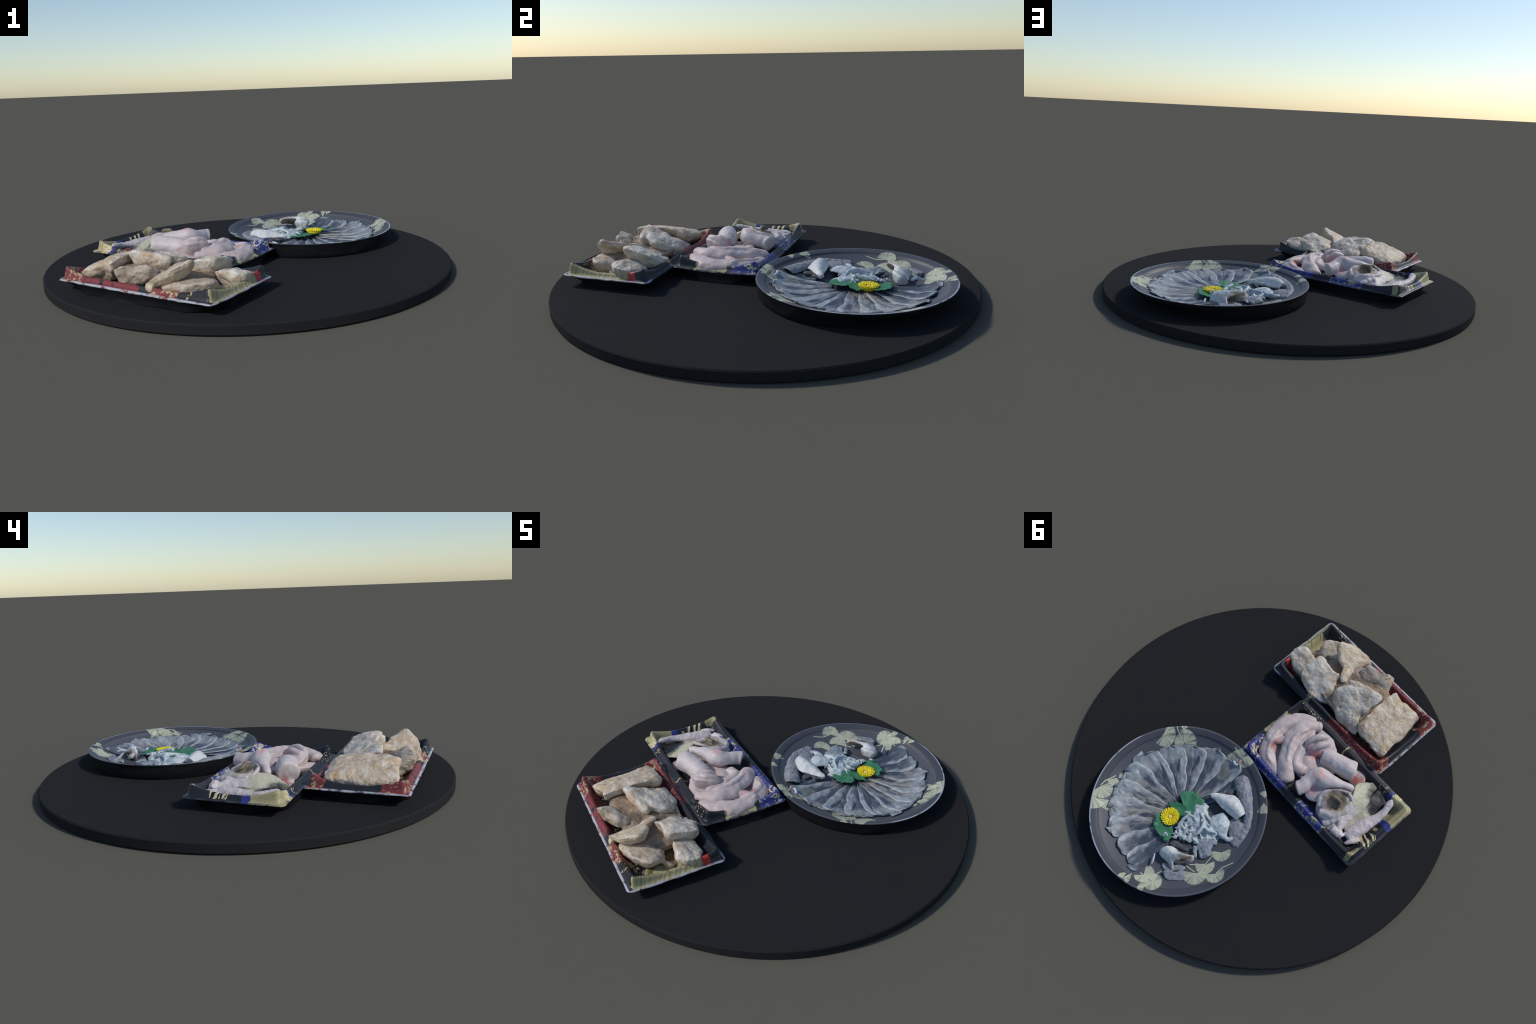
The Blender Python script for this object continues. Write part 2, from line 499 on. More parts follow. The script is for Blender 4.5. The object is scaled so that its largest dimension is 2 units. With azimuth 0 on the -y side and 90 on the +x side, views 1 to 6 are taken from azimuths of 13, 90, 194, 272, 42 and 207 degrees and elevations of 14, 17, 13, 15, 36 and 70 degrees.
def tube(path, n=18, steps=40, squash=1.0, twist=0.0, cap=True):
    """Swept tube; path points are x, y, z, radius. squash flattens it vertically."""
    P = open_curve(path, steps); V, F = [], []
    for i in range(steps):
        t = P[min(i + 1, steps - 1), :3] - P[max(i - 1, 0), :3]; t /= np.linalg.norm(t)
        side = np.cross(t, (0, 0, 1.0)); ln = np.linalg.norm(side)
        side = side / ln if ln > 1e-6 else np.array((1.0, 0, 0)); up = np.cross(side, t)
        r = P[i, 3]
        endf = 1.0
        if cap:
            e = min(i, steps - 1 - i) / 2.0
            endf = math.sqrt(max(0.0, 1 - (1 - min(e, 1)) ** 2)) * .92 + .08
        for k in range(n):
            a = 2 * math.pi * k / n + twist * i / steps
            V.append(tuple(P[i, :3] + (side * math.cos(a) + up * math.sin(a) * squash) * r * endf))
    for i in range(steps - 1):
        for k in range(n):
            a, b = i * n + k, i * n + (k + 1) % n
            F.append((a, b, b + n, a + n))
    F.append(tuple(reversed(range(n)))); F.append(tuple(range((steps - 1) * n, steps * n)))
    return V, F


def ball(c, r, sz=1.0, n=16, m=10):
    V, F = [], []
    for i in range(1, m):
        th = math.pi * i / m
        for k in range(n):
            a = 2 * math.pi * k / n
            V.append((c[0] + r * math.sin(th) * math.cos(a), c[1] + r * math.sin(th) * math.sin(a), c[2] - r * sz * math.cos(th)))
    for i in range(m - 2):
        for k in range(n):
            a, b = i * n + k, i * n + (k + 1) % n
            F.append((a, b, b + n, a + n))
    F.append(tuple(reversed(range(n)))); F.append(tuple(range((m - 2) * n, (m - 1) * n)))
    return V, F


def sheet(rows, thick, fold=None):
    """Thick sheet through rows of control points (each row a list of xyz), closed round its edge."""
    R = [open_curve(r, 22) for r in rows]
    A = np.stack(R)                                    # rows x 22 x 3
    G = np.stack([open_curve(A[:, j], 26) for j in range(22)], 1)
    nx, ny = G.shape[:2]
    du = np.gradient(G, axis=0); dv = np.gradient(G, axis=1)
    nrm = np.cross(du, dv); nrm /= np.maximum(np.linalg.norm(nrm, axis=2, keepdims=True), 1e-9)
    if nrm[..., 2].mean() < 0:
        nrm = -nrm
    V = [tuple(p) for p in (G + nrm * thick / 2).reshape(-1, 3)] + [tuple(p) for p in (G - nrm * thick / 2).reshape(-1, 3)]
    F = []; o = nx * ny
    for i in range(nx - 1):
        for j in range(ny - 1):
            a = i * ny + j
            F.append((a, a + ny, a + ny + 1, a + 1)); F.append((o + a, o + a + 1, o + a + ny + 1, o + a + ny))
    edge = [(i * ny) for i in range(nx)] + [(nx - 1) * ny + j for j in range(1, ny)] + \
           [i * ny + ny - 1 for i in range(nx - 2, -1, -1)] + [j for j in range(ny - 2, 0, -1)]
    for k in range(len(edge)):
        a, b = edge[k], edge[(k + 1) % len(edge)]
        F.append((a, b, o + b, o + a))
    return V, F


def merge(*shapes):
    V, F = [], []
    for v, f in shapes:
        k = len(V); V += list(v); F += [tuple(i + k for i in q) for q in f]
    return V, F


def lumpy(V, amps, seed):
    """Push vertices of an object along their normals by layered noise."""
    off = Vector((seed * 7.31, seed * 3.7, seed * 1.9))
    def f(co):
        d = 0.0
        for size, amp, kind in amps:
            q = co / size + off
            if kind == "ridge":
                d -= amp * (1 - abs(noise.noise(q)) * 3.0 if abs(noise.noise(q)) < .33 else 0.0)
            else:
                d += amp * noise.noise(q)
        return d
    return f


def organic(name, shapes, mat, seed, voxel=.0055, smooth_steps=4, amps=((.05, .006, ""), (.018, .0025, "")), warp=0.0):
    """Fuse overlapping forms into one skin, relax it, then give it lumps."""
    V, F = merge(*shapes)
    A = np.array(V); at = (*A[:, :2].mean(0), A[:, 2].min())
    o = mesh_obj(name, V, F, None, at=at)
    rm = o.modifiers.new("fuse", 'REMESH'); rm.mode = 'VOXEL'; rm.voxel_size = voxel
    if smooth_steps:
        sm = o.modifiers.new("relax", 'SMOOTH'); sm.factor = .5; sm.iterations = smooth_steps
    dg = bpy.context.evaluated_depsgraph_get()
    me = bpy.data.meshes.new_from_object(o.evaluated_get(dg))
    o.modifiers.clear(); old = o.data; o.data = me; me.name = name; bpy.data.meshes.remove(old)
    f = lumpy(None, amps, seed)
    nn = [v.normal.copy() for v in me.vertices]
    for v, n in zip(me.vertices, nn):
        v.co = v.co + n * f(v.co)
    me.update(); smooth(me)
    me.materials.clear(); me.materials.append(mat)
    return o


# ------------------------------------------------------------------ board
def lathe(name, prof, n, mat, centre=(0, 0), bumpy=None):
    V, F = [], []
    for (r, z) in prof:
        for k in range(n):
            a = 2 * math.pi * k / n
            dr, dz = bumpy(r, z, a) if bumpy else (0, 0)
            V.append((centre[0] + (r + dr) * math.cos(a), centre[1] + (r + dr) * math.sin(a), z + dz))
    m = len(prof)
    for i in range(m - 1):
        for k in range(n):
            a, b = i * n + k, i * n + (k + 1) % n
            F.append((a, b, b + n, a + n))
    F.append(tuple(reversed(range(n)))); F.append(tuple(range((m - 1) * n, m * n)))
    return mesh_obj(name, V, F, mat, at=(*centre, prof[0][1]))


b = .0055
board = lathe("round_board", [(1 - b - .002, 0), (1 - b, 0), (1, b), (1, b + .001), (1, BOARD_TOP - b - .001), (1, BOARD_TOP - b),
                              (1 - b, BOARD_TOP), (1 - b - .002, BOARD_TOP), (.9, BOARD_TOP)], 256, mat_board())
for p in board.data.polygons:
    p.use_smooth = abs(p.normal.z) < .2
tag(board, "thick matte black round serving board with bevelled edge", "serving board")


# ------------------------------------------------------------------ platter
def floor_z(r):
    return float(np.interp(r, [0, .20, .27, .335, .366, .395, .405, .5], [.055, .0565, .062, .0775, .0885, .1015, .107, .1]))


def plate_bump(r, z, a):
    q = Vector((math.cos(a) * r * 4, math.sin(a) * r * 4, z * 20))
    under = -.105 * max(0.0, math.cos(a - .75)) ** 2 * min(1.0, max(0.0, (.108 - z) / .05)) if r > .418 - 1e-3 or z < .06 and r > .36 else 0.0
    if z < .112 and r > .36 and r > .41 - 1e-9 or (z < .05 and r > .36):
        return (noise.noise(q * 3) * .006 + under, 0.0)
    return (noise.noise(q * 3) * .0006, 0.0003 * noise.noise(q * 5) + z * 0 + (.0012 * math.cos(a - .83) if r > .4 else 0))


OUTSIDE = 9     # profile points below the lip form the black outer wall
PROF = [(.37, .0475), (.430, .0475), (.433, .052), (.438, .070), (.441, .090), (.443, .106), (.4445, .115), (.4455, .1180), (.4465, .1205),
        (.4455, .1228), (.4415, .1237), (.4375, .1226), (.430, .1208), (.420, .1178), (.4115, .1150), (.4085, .1135), (.4060, .1100)]
PROF += [(r, floor_z(r)) for r in (.402, .395, .385, .375, .365, .35, .335, .32, .30, .27, .24, .20, .14, .07, .02)]
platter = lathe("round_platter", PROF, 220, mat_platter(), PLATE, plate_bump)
platter.data.materials.append(mat_outside("black_platter_wall"))
for k, p in enumerate(platter.data.polygons):
    if k < 220 * OUTSIDE:
        p.material_index = 1
tag(platter, "dark lacquer round platter printed with pale pine fans", "platter")


# ------------------------------------------------------------------ takeout trays
def rounded_rect(lx, ly, r, n_corner=9, n_long=30, n_short=17):
    pts = []
    hx, hy = lx / 2 - r, ly / 2 - r
    for (cx, cy, a0, nxt) in ((hx, hy, 0, n_long), (-hx, hy, 90, n_short), (-hx, -hy, 180, n_long), (hx, -hy, 270, n_short)):
        for k in range(n_corner):
            a = math.radians(a0 + 90 * k / (n_corner - 1))
            pts.append((cx + r * math.cos(a), cy + r * math.sin(a)))
        x0, y0 = pts[-1]
        a1 = math.radians(a0 + 90)
        nx, ny = {0: (-hx, hy + r), 90: (-hx - r, -hy), 180: (hx, -hy - r), 270: (hx + r, hy)}[a0]
        for k in range(1, nxt):
            t = k / nxt
            pts.append((x0 + (nx - x0) * t, y0 + (ny - y0) * t))
    return np.array(pts)


def build_tray(name, centre, mat, seed, ragged, end_fill=0.0):
    sect = [(.036, .0475, 0), (.032, .0485, 0), (.029, .055, 0), (.022, .074, 0), (.013, .089, 0), (.004, .0955, 0), (.000, .0985, 0), (.001, .1015, 0),
            (.006, .1035, 0), (.013, .1045, .0), (.018, .1060, .02), (.022, .1125, .45), (.025, .1185, .85), (.0285, .1215, 1.0), (.034, .1220, 1.0),
            (.040, .1195, .93), (.047, .109, .60), (.055, .098, .25), (.064, .0895, .05), (.075, .0860, 0), (.092, .0845, 0), (.13, .084, 0), (.19, .084, 0)]
    c, s = math.cos(TRAY_TURN), math.sin(TRAY_TURN)
    V, F, n = [], [], None
    for si, (ins, z, crest) in enumerate(sect):
        rad = max(.027 - ins * .25, .008)
        short = ins + (.014 * (1 - si / 6) if si < 6 else 0.0)
        low = max(0.0, 1 - si / 6)
        P = rounded_rect(TRAY_L - 2 * short, TRAY_W - 2 * ins, rad)
        n = len(P)
        for k, (x, y) in enumerate(P):
            dx = TRAY_L / 2 - ins - abs(x); dy = TRAY_W / 2 - ins - abs(y)
            d = max(dx, dy)
            lift = .034 * max(0.0, 1 - d / .15) ** 1.7
            q = Vector((x * 9, y * 9, seed))
            wob = noise.noise(q * 2.2) * .0035 + low * (.026 - .085 * max(0.0, 1 - d / .12) + (end_fill if x > TRAY_L * .38 and abs(y) < TRAY_W * .36 else 0.0))
            if si <= 5:
                wob += noise.noise(q * 4 + Vector((0, 0, si * .4))) * .006 * ragged
            out = Vector((x, y)).normalized()
            V.append((centre[0] + c * (x + out.x * wob) - s * (y + out.y * wob),
                      centre[1] + s * (x + out.x * wob) + c * (y + out.y * wob),
                      z + crest * lift + (noise.noise(q) * .0015 if 5 < si < 16 else 0)
                      + (noise.noise(q * 5) * .0025 * ragged if 4 < si < 8 else 0)))
    m = len(sect)
    for i in range(m - 1):
        for k in range(n):
            a, b2 = i * n + k, i * n + (k + 1) % n
            F.append((a, b2, b2 + n, a + n))
    F.append(tuple(reversed(range(n)))); F.append(tuple(range((m - 1) * n, m * n)))
    o = mesh_obj(name, V, F, mat, at=(*centre, BOARD_TOP))
    o.data.materials.append(TRAY_OUT)
    for k, p in enumerate(o.data.polygons):
        if k < n * 5 or k == n * (m - 1):
            p.material_index = 1
    return o


TRAY_OUT = mat_outside("black_tray_wall")

red_tray = build_tray("takeout_tray", RED_TRAY, mat_tray("red_brocade_tray", RED_TRAY, RED_ZONES, ((.40, .41, .45), red_edge)), 1.0, 1.0)
tag(red_tray, "black plastic takeout tray printed with red and gold brocade", "food tray")
blue_tray = build_tray("takeout_tray", BLUE_TRAY, mat_tray("blue_brocade_tray", BLUE_TRAY, BLUE_ZONES, ((.055, .064, .085), blue_edge)), 5.0, .5, .032)
tag(blue_tray, "black plastic takeout tray printed with blue and gold flowers", "food tray")

# ------------------------------------------------------------------ pale coated fish pieces in the red tray
BREAD = [mat_breaded("coated_fish_tan", (.38, .28, .18), (.56, .44, .31), (.62, .52, .40), .80, .50),
         mat_breaded("coated_fish_pale", (.42, .34, .25), (.58, .49, .385), (.65, .59, .51), .65, .65),
         mat_breaded("coated_fish_grey", (.30, .235, .17), (.46, .37, .28), (.54, .465, .385), .65, .40),
         mat_breaded("coated_fish_gap_darkened", (.10, .065, .045), (.20, .14, .095), (.27, .205, .15), .5, .12)]  # filler under the chunks, colour darkened to show shadow in their gaps
RAISE, SWELL = .013, 1.05


def swell(ring):
    """Plump a control ring a little about its middle."""
    cx, cy = sum(p[0] for p in ring) / len(ring), sum(p[1] for p in ring) / len(ring)
    return [(cx + (x - cx) * SWELL, cy + (y - cy) * SWELL, z + RAISE) for x, y, z in ring]


CHUNKS = [
    # (material, forms: (outline, crown rise, lowest height, thickness))
    (0, [([(-0.343, -0.411, 0.145), (-0.356, -0.505, 0.188), (-0.394, -0.620, 0.186), (-0.423, -0.682, 0.168), (-0.465, -0.653, 0.158), (-0.522, -0.653, 0.138), (-0.581, -0.640, 0.112), (-0.582, -0.585, 0.105), (-0.554, -0.488, 0.108), (-0.524, -0.389, 0.118), (-0.504, -0.351, 0.122), (-0.427, -0.370, 0.138)], .030, .075, .085)]),
    (1, [([(-0.148, -0.488, 0.122), (-0.139, -0.541, 0.165), (-0.169, -0.583, 0.180), (-0.235, -0.585, 0.185), (-0.294, -0.531, 0.165), (-0.326, -0.473, 0.125), (-0.333, -0.396, 0.105), (-0.265, -0.405, 0.105), (-0.196, -0.439, 0.112)], .026, .068, .08),
         ([(-0.181, -0.598, 0.175), (-0.191, -0.624, 0.182), (-0.254, -0.628, 0.200), (-0.326, -0.618, 0.202), (-0.370, -0.606, 0.190), (-0.344, -0.534, 0.172), (-0.322, -0.490, 0.150), (-0.268, -0.522, 0.155), (-0.219, -0.576, 0.165)], .018, .09, .07)]),
    (2, [([(-0.198, -0.715, 0.155), (-0.224, -0.754, 0.175), (-0.283, -0.752, 0.182), (-0.367, -0.764, 0.162), (-0.381, -0.723, 0.145), (-0.386, -0.671, 0.125), (-0.359, -0.660, 0.118), (-0.323, -0.680, 0.125), (-0.269, -0.679, 0.132), (-0.221, -0.684, 0.135)], .022, .078, .07)]),
    (0, [([(-0.047, -0.733, 0.188), (-0.033, -0.762, 0.208), (-0.053, -0.791, 0.212), (-0.099, -0.823, 0.190), (-0.163, -0.822, 0.162), (-0.207, -0.818, 0.135), (-0.219, -0.802, 0.118), (-0.189, -0.751, 0.126), (-0.163, -0.691, 0.142), (-0.160, -0.626, 0.152), (-0.135, -0.612, 0.155), (-0.116, -0.639, 0.165), (-0.108, -0.679, 0.175), (-0.072, -0.700, 0.182)], .014, .095, .055),
         ([(-0.184, -0.824, 0.115), (-0.209, -0.824, 0.110), (-0.228, -0.799, 0.106), (-0.204, -0.776, 0.108)], .006, .09, .03)]),
    (1, [([(0.060, -0.530, 0.152), (0.069, -0.571, 0.178), (0.046, -0.628, 0.190), (0.024, -0.662, 0.186), (-0.015, -0.662, 0.182), (-0.060, -0.634, 0.178), (-0.110, -0.637, 0.160), (-0.119, -0.605, 0.132), (-0.130, -0.515, 0.105), (-0.110, -0.479, 0.100), (-0.030, -0.479, 0.108), (0.025, -0.505, 0.124)], .024, .068, .075)]),
    (1, [([(0.163, -0.602, 0.118), (0.181, -0.623, 0.132), (0.176, -0.669, 0.142), (0.138, -0.701, 0.142), (0.094, -0.686, 0.138), (0.018, -0.639, 0.135), (0.009, -0.578, 0.112), (0.064, -0.560, 0.100), (0.105, -0.561, 0.098), (0.145, -0.579, 0.106)], .018, .064, .07)]),
    (2, [([(0.054, -0.716, 0.100), (0.061, -0.759, 0.126), (0.050, -0.804, 0.130), (0.003, -0.820, 0.134), (-0.050, -0.827, 0.128), (-0.131, -0.820, 0.112), (-0.157, -0.772, 0.100), (-0.108, -0.710, 0.108), (-0.044, -0.678, 0.110), (0.002, -0.690, 0.105)], .020, .064, .06),
         ([(0.102, -0.704, 0.090), (0.092, -0.730, 0.094), (0.058, -0.740, 0.096), (0.046, -0.718, 0.088), (0.073, -0.702, 0.082)], .012, .064, .04)]),
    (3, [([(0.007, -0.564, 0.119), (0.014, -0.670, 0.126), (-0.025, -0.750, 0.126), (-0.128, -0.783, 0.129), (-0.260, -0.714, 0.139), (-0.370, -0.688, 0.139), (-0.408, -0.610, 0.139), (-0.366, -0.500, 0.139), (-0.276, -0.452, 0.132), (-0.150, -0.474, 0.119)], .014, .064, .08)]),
    (2, [([(-0.087, -0.642, 0.115), (-0.132, -0.659, 0.120), (-0.177, -0.669, 0.118), (-0.202, -0.642, 0.110), (-0.160, -0.608, 0.110), (-0.117, -0.604, 0.112)], .012, .08, .05)]),
]
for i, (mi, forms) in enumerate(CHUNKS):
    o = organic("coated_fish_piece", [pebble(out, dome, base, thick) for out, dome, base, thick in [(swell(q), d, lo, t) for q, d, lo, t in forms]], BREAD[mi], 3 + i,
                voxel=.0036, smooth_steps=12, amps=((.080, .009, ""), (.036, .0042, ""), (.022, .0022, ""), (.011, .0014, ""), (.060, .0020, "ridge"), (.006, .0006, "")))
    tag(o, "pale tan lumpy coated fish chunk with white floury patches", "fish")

# ------------------------------------------------------------------ raw fish pieces in the blue tray
PINK, ROSE, DARKRED = (.62, .27, .25), (.60, .36, .34), (.30, .07, .06)
RAW_A = ((.06, .006, ""), (.028, .0022, ""), (.010, .0005, ""))
hole = [(-0.006, -0.130, 0.130), (-0.011, -0.162, 0.135)]
raw = organic("raw_fish_piece", [
    tube([(-0.137, -0.352, 0.107, 0.030), (-0.069, -0.333, 0.110, 0.040), (0.001, -0.281, 0.107, 0.048), (0.028, -0.216, 0.105, 0.048), (0.032, -0.143, 0.103, 0.044), (0.014, -0.076, 0.099, 0.044), (-0.039, -0.035, 0.093, 0.044), (-0.108, -0.016, 0.085, 0.038)], squash=.72),
    tube([(0.018, -0.222, 0.131, 0.012), (0.026, -0.143, 0.131, 0.014), (0.005, -0.064, 0.125, 0.012), (-0.046, -0.029, 0.117, 0.010)], steps=20),
    tube([(0.059, -0.148, 0.125, 0.022), (0.004, -0.154, 0.129, 0.018), (-0.037, -0.193, 0.129, 0.020)], steps=20, squash=.8),
    pebble([(0.026, -0.133, 0.085), (-0.022, -0.241, 0.095), (-0.123, -0.110, 0.090), (-0.097, -0.017, 0.080), (-0.010, -0.051, 0.080)], .012, .064, .03),
    pebble([(-0.080, -0.188, 0.095), (-0.122, -0.325, 0.105), (-0.227, -0.328, 0.110), (-0.304, -0.251, 0.120), (-0.344, -0.138, 0.125), (-0.258, -0.053, 0.115), (-0.150, -0.061, 0.095)], .010, .064, .05)],
    mat_raw("raw_fish_ring", [(hole[0], .045, (.36, .11, .09), .85), (hole[1], .030, ROSE, .8)]), 31, voxel=.0042, smooth_steps=5, amps=RAW_A)
tag(raw, "curled pale ring of raw fish with reddish hollow", "fish")
raw = organic("raw_fish_piece", [
    tube([(-0.172, -0.337, 0.128, 0.026), (-0.125, -0.317, 0.132, 0.036), (-0.085, -0.279, 0.132, 0.046), (-0.069, -0.208, 0.130, 0.050), (-0.085, -0.125, 0.126, 0.046), (-0.114, -0.048, 0.116, 0.046), (-0.149, 0.017, 0.098, 0.040)], squash=.72),
    tube([(-0.113, -0.281, 0.160, 0.010), (-0.079, -0.219, 0.163, 0.012), (-0.078, -0.148, 0.158, 0.013), (-0.107, -0.065, 0.150, 0.011)], steps=18),
    tube([(-0.155, -0.294, 0.140, 0.014), (-0.126, -0.224, 0.142, 0.016), (-0.123, -0.142, 0.134, 0.016), (-0.153, -0.054, 0.116, 0.016)], steps=18)],
    mat_raw("raw_fish_band", [([(-0.119, -0.194, 0.130), (0.563, -0.731, 0.100)][0], .034, ROSE, .7)]), 32, voxel=.0042, smooth_steps=4, amps=RAW_A)
tag(raw, "long curved band of pale pink raw fish flesh", "fish")
bl = [(-0.202, -0.178, 0.155), (-0.162, -0.189, 0.160), (-0.227, -0.178, 0.140)]
raw = organic("raw_fish_piece", [
    pebble([(-0.135, -0.202, 0.156), (-0.146, -0.245, 0.170), (-0.197, -0.292, 0.176), (-0.236, -0.295, 0.172), (-0.285, -0.261, 0.144), (-0.289, -0.223, 0.129), (-0.238, -0.176, 0.136), (-0.184, -0.176, 0.156)], .020, .075, .08),
    tube([(-0.146, -0.205, 0.172, 0.016), (-0.178, -0.246, 0.186, 0.016), (-0.232, -0.284, 0.180, 0.015)], steps=20),
    tube([(-0.185, -0.182, 0.169, 0.012), (-0.210, -0.221, 0.182, 0.014), (-0.255, -0.263, 0.169, 0.014)], steps=20),
    tube([(-0.133, -0.196, 0.144, 0.020), (-0.132, -0.135, 0.136, 0.024), (-0.151, -0.082, 0.132, 0.024), (-0.213, -0.074, 0.126, 0.028)], steps=24, squash=.8),
    pebble([(-0.142, -0.126, 0.126), (-0.151, -0.179, 0.134), (-0.212, -0.172, 0.134), (-0.253, -0.122, 0.126), (-0.215, -0.062, 0.119)], .014, .064, .05)],
    mat_raw("raw_fish_roll", [(bl[0], .045, PINK, .95), (bl[1], .024, PINK, .7), (bl[2], .030, (.50, .12, .10), .85)]), 33, voxel=.0042, smooth_steps=3, amps=RAW_A)
tag(raw, "rolled pink raw fish piece with red blush", "fish")
cy = [(-0.464, -0.175, 0.100), (-0.455, -0.210, 0.140), (-0.434, -0.172, 0.090)]
raw = organic("raw_fish_piece", [
    tube([(-0.241, -0.190, 0.126, 0.044), (-0.291, -0.197, 0.133, 0.049), (-0.368, -0.191, 0.138, 0.052), (-0.438, -0.199, 0.135, 0.052)], steps=30),
    pebble([(-0.400, -0.167, 0.080), (-0.432, -0.231, 0.095), (-0.481, -0.227, 0.095), (-0.497, -0.183, 0.088), (-0.457, -0.148, 0.080)], .012, .064, .04)],
    mat_raw("raw_fish_cylinder", [(cy[0], .05, (.48, .14, .13), .9), (cy[1], .052, (.46, .36, .31), .7), (cy[2], .04, DARKRED, .6)], tone=1), 34, voxel=.0042, smooth_steps=3, amps=RAW_A)
tag(raw, "thick cylinder cut of pinkish white raw fish", "fish")
kb = [(-0.287, -0.076, 0.185), (-0.310, -0.077, 0.180), (-0.289, -0.010, 0.130)]
raw = organic("raw_fish_piece", [
    tube([(-0.211, 0.029, 0.141, 0.040), (-0.235, 0.005, 0.148, 0.036), (-0.251, -0.034, 0.154, 0.036), (-0.281, -0.074, 0.158, 0.048), (-0.338, -0.081, 0.158, 0.040), (-0.401, -0.094, 0.154, 0.026), (-0.471, -0.112, 0.148, 0.015)], steps=46),
    pebble([(-0.256, 0.014, 0.116), (-0.278, -0.066, 0.136), (-0.380, -0.103, 0.138), (-0.465, -0.119, 0.131), (-0.458, -0.058, 0.136), (-0.370, 0.019, 0.131), (-0.289, 0.040, 0.116)], .020, .064, .06)],
    mat_raw("raw_fish_joint", [(kb[0], .036, (.66, .25, .22), .9), (kb[1], .022, (.62, .16, .12), .6), (kb[2], .05, (.55, .30, .32), .8)], tone=1), 35,
    voxel=.0042, smooth_steps=3, amps=RAW_A)
tag(raw, "bony joint of raw fish with pink knob", "fish")

# ------------------------------------------------------------------ folded fish skin at the end of the blue tray
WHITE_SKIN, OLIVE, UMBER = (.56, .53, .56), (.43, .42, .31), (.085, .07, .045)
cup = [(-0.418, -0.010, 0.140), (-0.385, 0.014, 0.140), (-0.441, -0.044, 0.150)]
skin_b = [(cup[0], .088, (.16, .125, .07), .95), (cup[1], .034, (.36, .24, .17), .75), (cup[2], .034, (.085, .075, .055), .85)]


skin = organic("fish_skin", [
    pebble([(-0.355, 0.045, 0.138), (-0.346, 0.003, 0.152), (-0.375, -0.034, 0.166), (-0.423, -0.057, 0.166), (-0.465, -0.055, 0.156), (-0.486, -0.024, 0.144), (-0.470, 0.017, 0.136), (-0.416, 0.055, 0.134)], .016, .08, .07),
    tube([(-0.355, 0.057, 0.130, 0.012), (-0.339, 0.007, 0.152, 0.010), (-0.371, -0.038, 0.170, 0.009), (-0.424, -0.063, 0.172, 0.009), (-0.472, -0.061, 0.160, 0.009), (-0.496, -0.037, 0.144, 0.008)], steps=34),
    tube([(-0.386, -0.013, 0.176, 0.006), (-0.422, -0.012, 0.180, 0.008), (-0.449, -0.001, 0.172, 0.008), (-0.444, 0.026, 0.160, 0.006)], steps=18),
    pebble([(-0.349, 0.071, 0.106), (-0.335, 0.027, 0.124), (-0.368, -0.021, 0.126), (-0.439, -0.061, 0.126), (-0.495, -0.044, 0.124), (-0.508, 0.017, 0.124), (-0.496, 0.115, 0.106), (-0.453, 0.135, 0.094), (-0.394, 0.111, 0.096)], .010, .064, .06),
    tube([(-0.366, 0.081, 0.121, 0.022), (-0.421, 0.064, 0.131, 0.024), (-0.474, 0.025, 0.134, 0.020), (-0.499, -0.032, 0.136, 0.014)], steps=24),
    tube([(-0.409, 0.124, 0.101, 0.020), (-0.441, 0.082, 0.118, 0.018), (-0.480, 0.053, 0.126, 0.016)], steps=16)],
    mat_raw("fish_skin_cup", skin_b + [([(-0.481, 0.020, 0.130), (0.600, -0.785, 0.000)][0], .05, (.42, .40, .30), .4)], tone=1), 41,
    voxel=.0038, smooth_steps=3, amps=((.06, .005, ""), (.022, .003, ""), (.009, .0008, "")))
tag(skin, "cupped pale fish skin with brown mottled inside", "fish")
ridge_rows = [[(-0.483, 0.122, 0.088), (-0.494, 0.105, 0.110), (-0.503, 0.097, 0.104), (-0.513, 0.084, 0.092)],
              [(-0.460, 0.033, 0.102), (-0.472, 0.023, 0.138), (-0.506, 0.024, 0.124), (-0.532, 0.013, 0.106)],
              [(-0.473, -0.035, 0.108), (-0.488, -0.041, 0.148), (-0.527, -0.049, 0.128), (-0.560, -0.061, 0.106)],
              [(-0.469, -0.093, 0.112), (-0.482, -0.091, 0.148), (-0.521, -0.115, 0.128), (-0.561, -0.135, 0.106)],
              [(-0.463, -0.136, 0.105), (-0.475, -0.139, 0.132), (-0.523, -0.169, 0.118), (-0.570, -0.189, 0.098)],
              [(-0.484, -0.171, 0.088), (-0.497, -0.177, 0.106), (-0.539, -0.202, 0.102), (-0.581, -0.218, 0.086)]]
dk = [(-0.605, -0.170, 0.110), (-0.525, -0.124, 0.140), (-0.460, 0.117, 0.110), (-0.556, -0.191, 0.120), (-0.484, -0.058, 0.150)]
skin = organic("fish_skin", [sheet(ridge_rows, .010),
    tube([(-0.492, 0.107, 0.106, 0.010), (-0.472, 0.026, 0.137, 0.009), (-0.487, -0.039, 0.148, 0.008), (-0.481, -0.088, 0.148, 0.008), (-0.473, -0.135, 0.133, 0.008), (-0.495, -0.176, 0.106, 0.008)], steps=34),
    tube([(-0.456, 0.087, 0.100, 0.014), (-0.484, 0.108, 0.094, 0.020), (-0.519, 0.117, 0.088, 0.018)], steps=16)],
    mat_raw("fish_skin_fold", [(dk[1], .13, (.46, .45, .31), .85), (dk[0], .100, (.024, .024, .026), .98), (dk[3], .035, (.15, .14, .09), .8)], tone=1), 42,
               voxel=.0036, smooth_steps=2, amps=((.05, .003, ""), (.03, .0010, "ridge"), (.018, .0014, "")))
tag(skin, "folded olive cream fish skin flap with dark end", "fish")
inner = [(-0.602, -0.136, 0.090), (-0.607, -0.089, 0.090), (-0.557, -0.018, 0.100), (-0.566, -0.092, 0.100), (-0.601, -0.172, 0.100)]
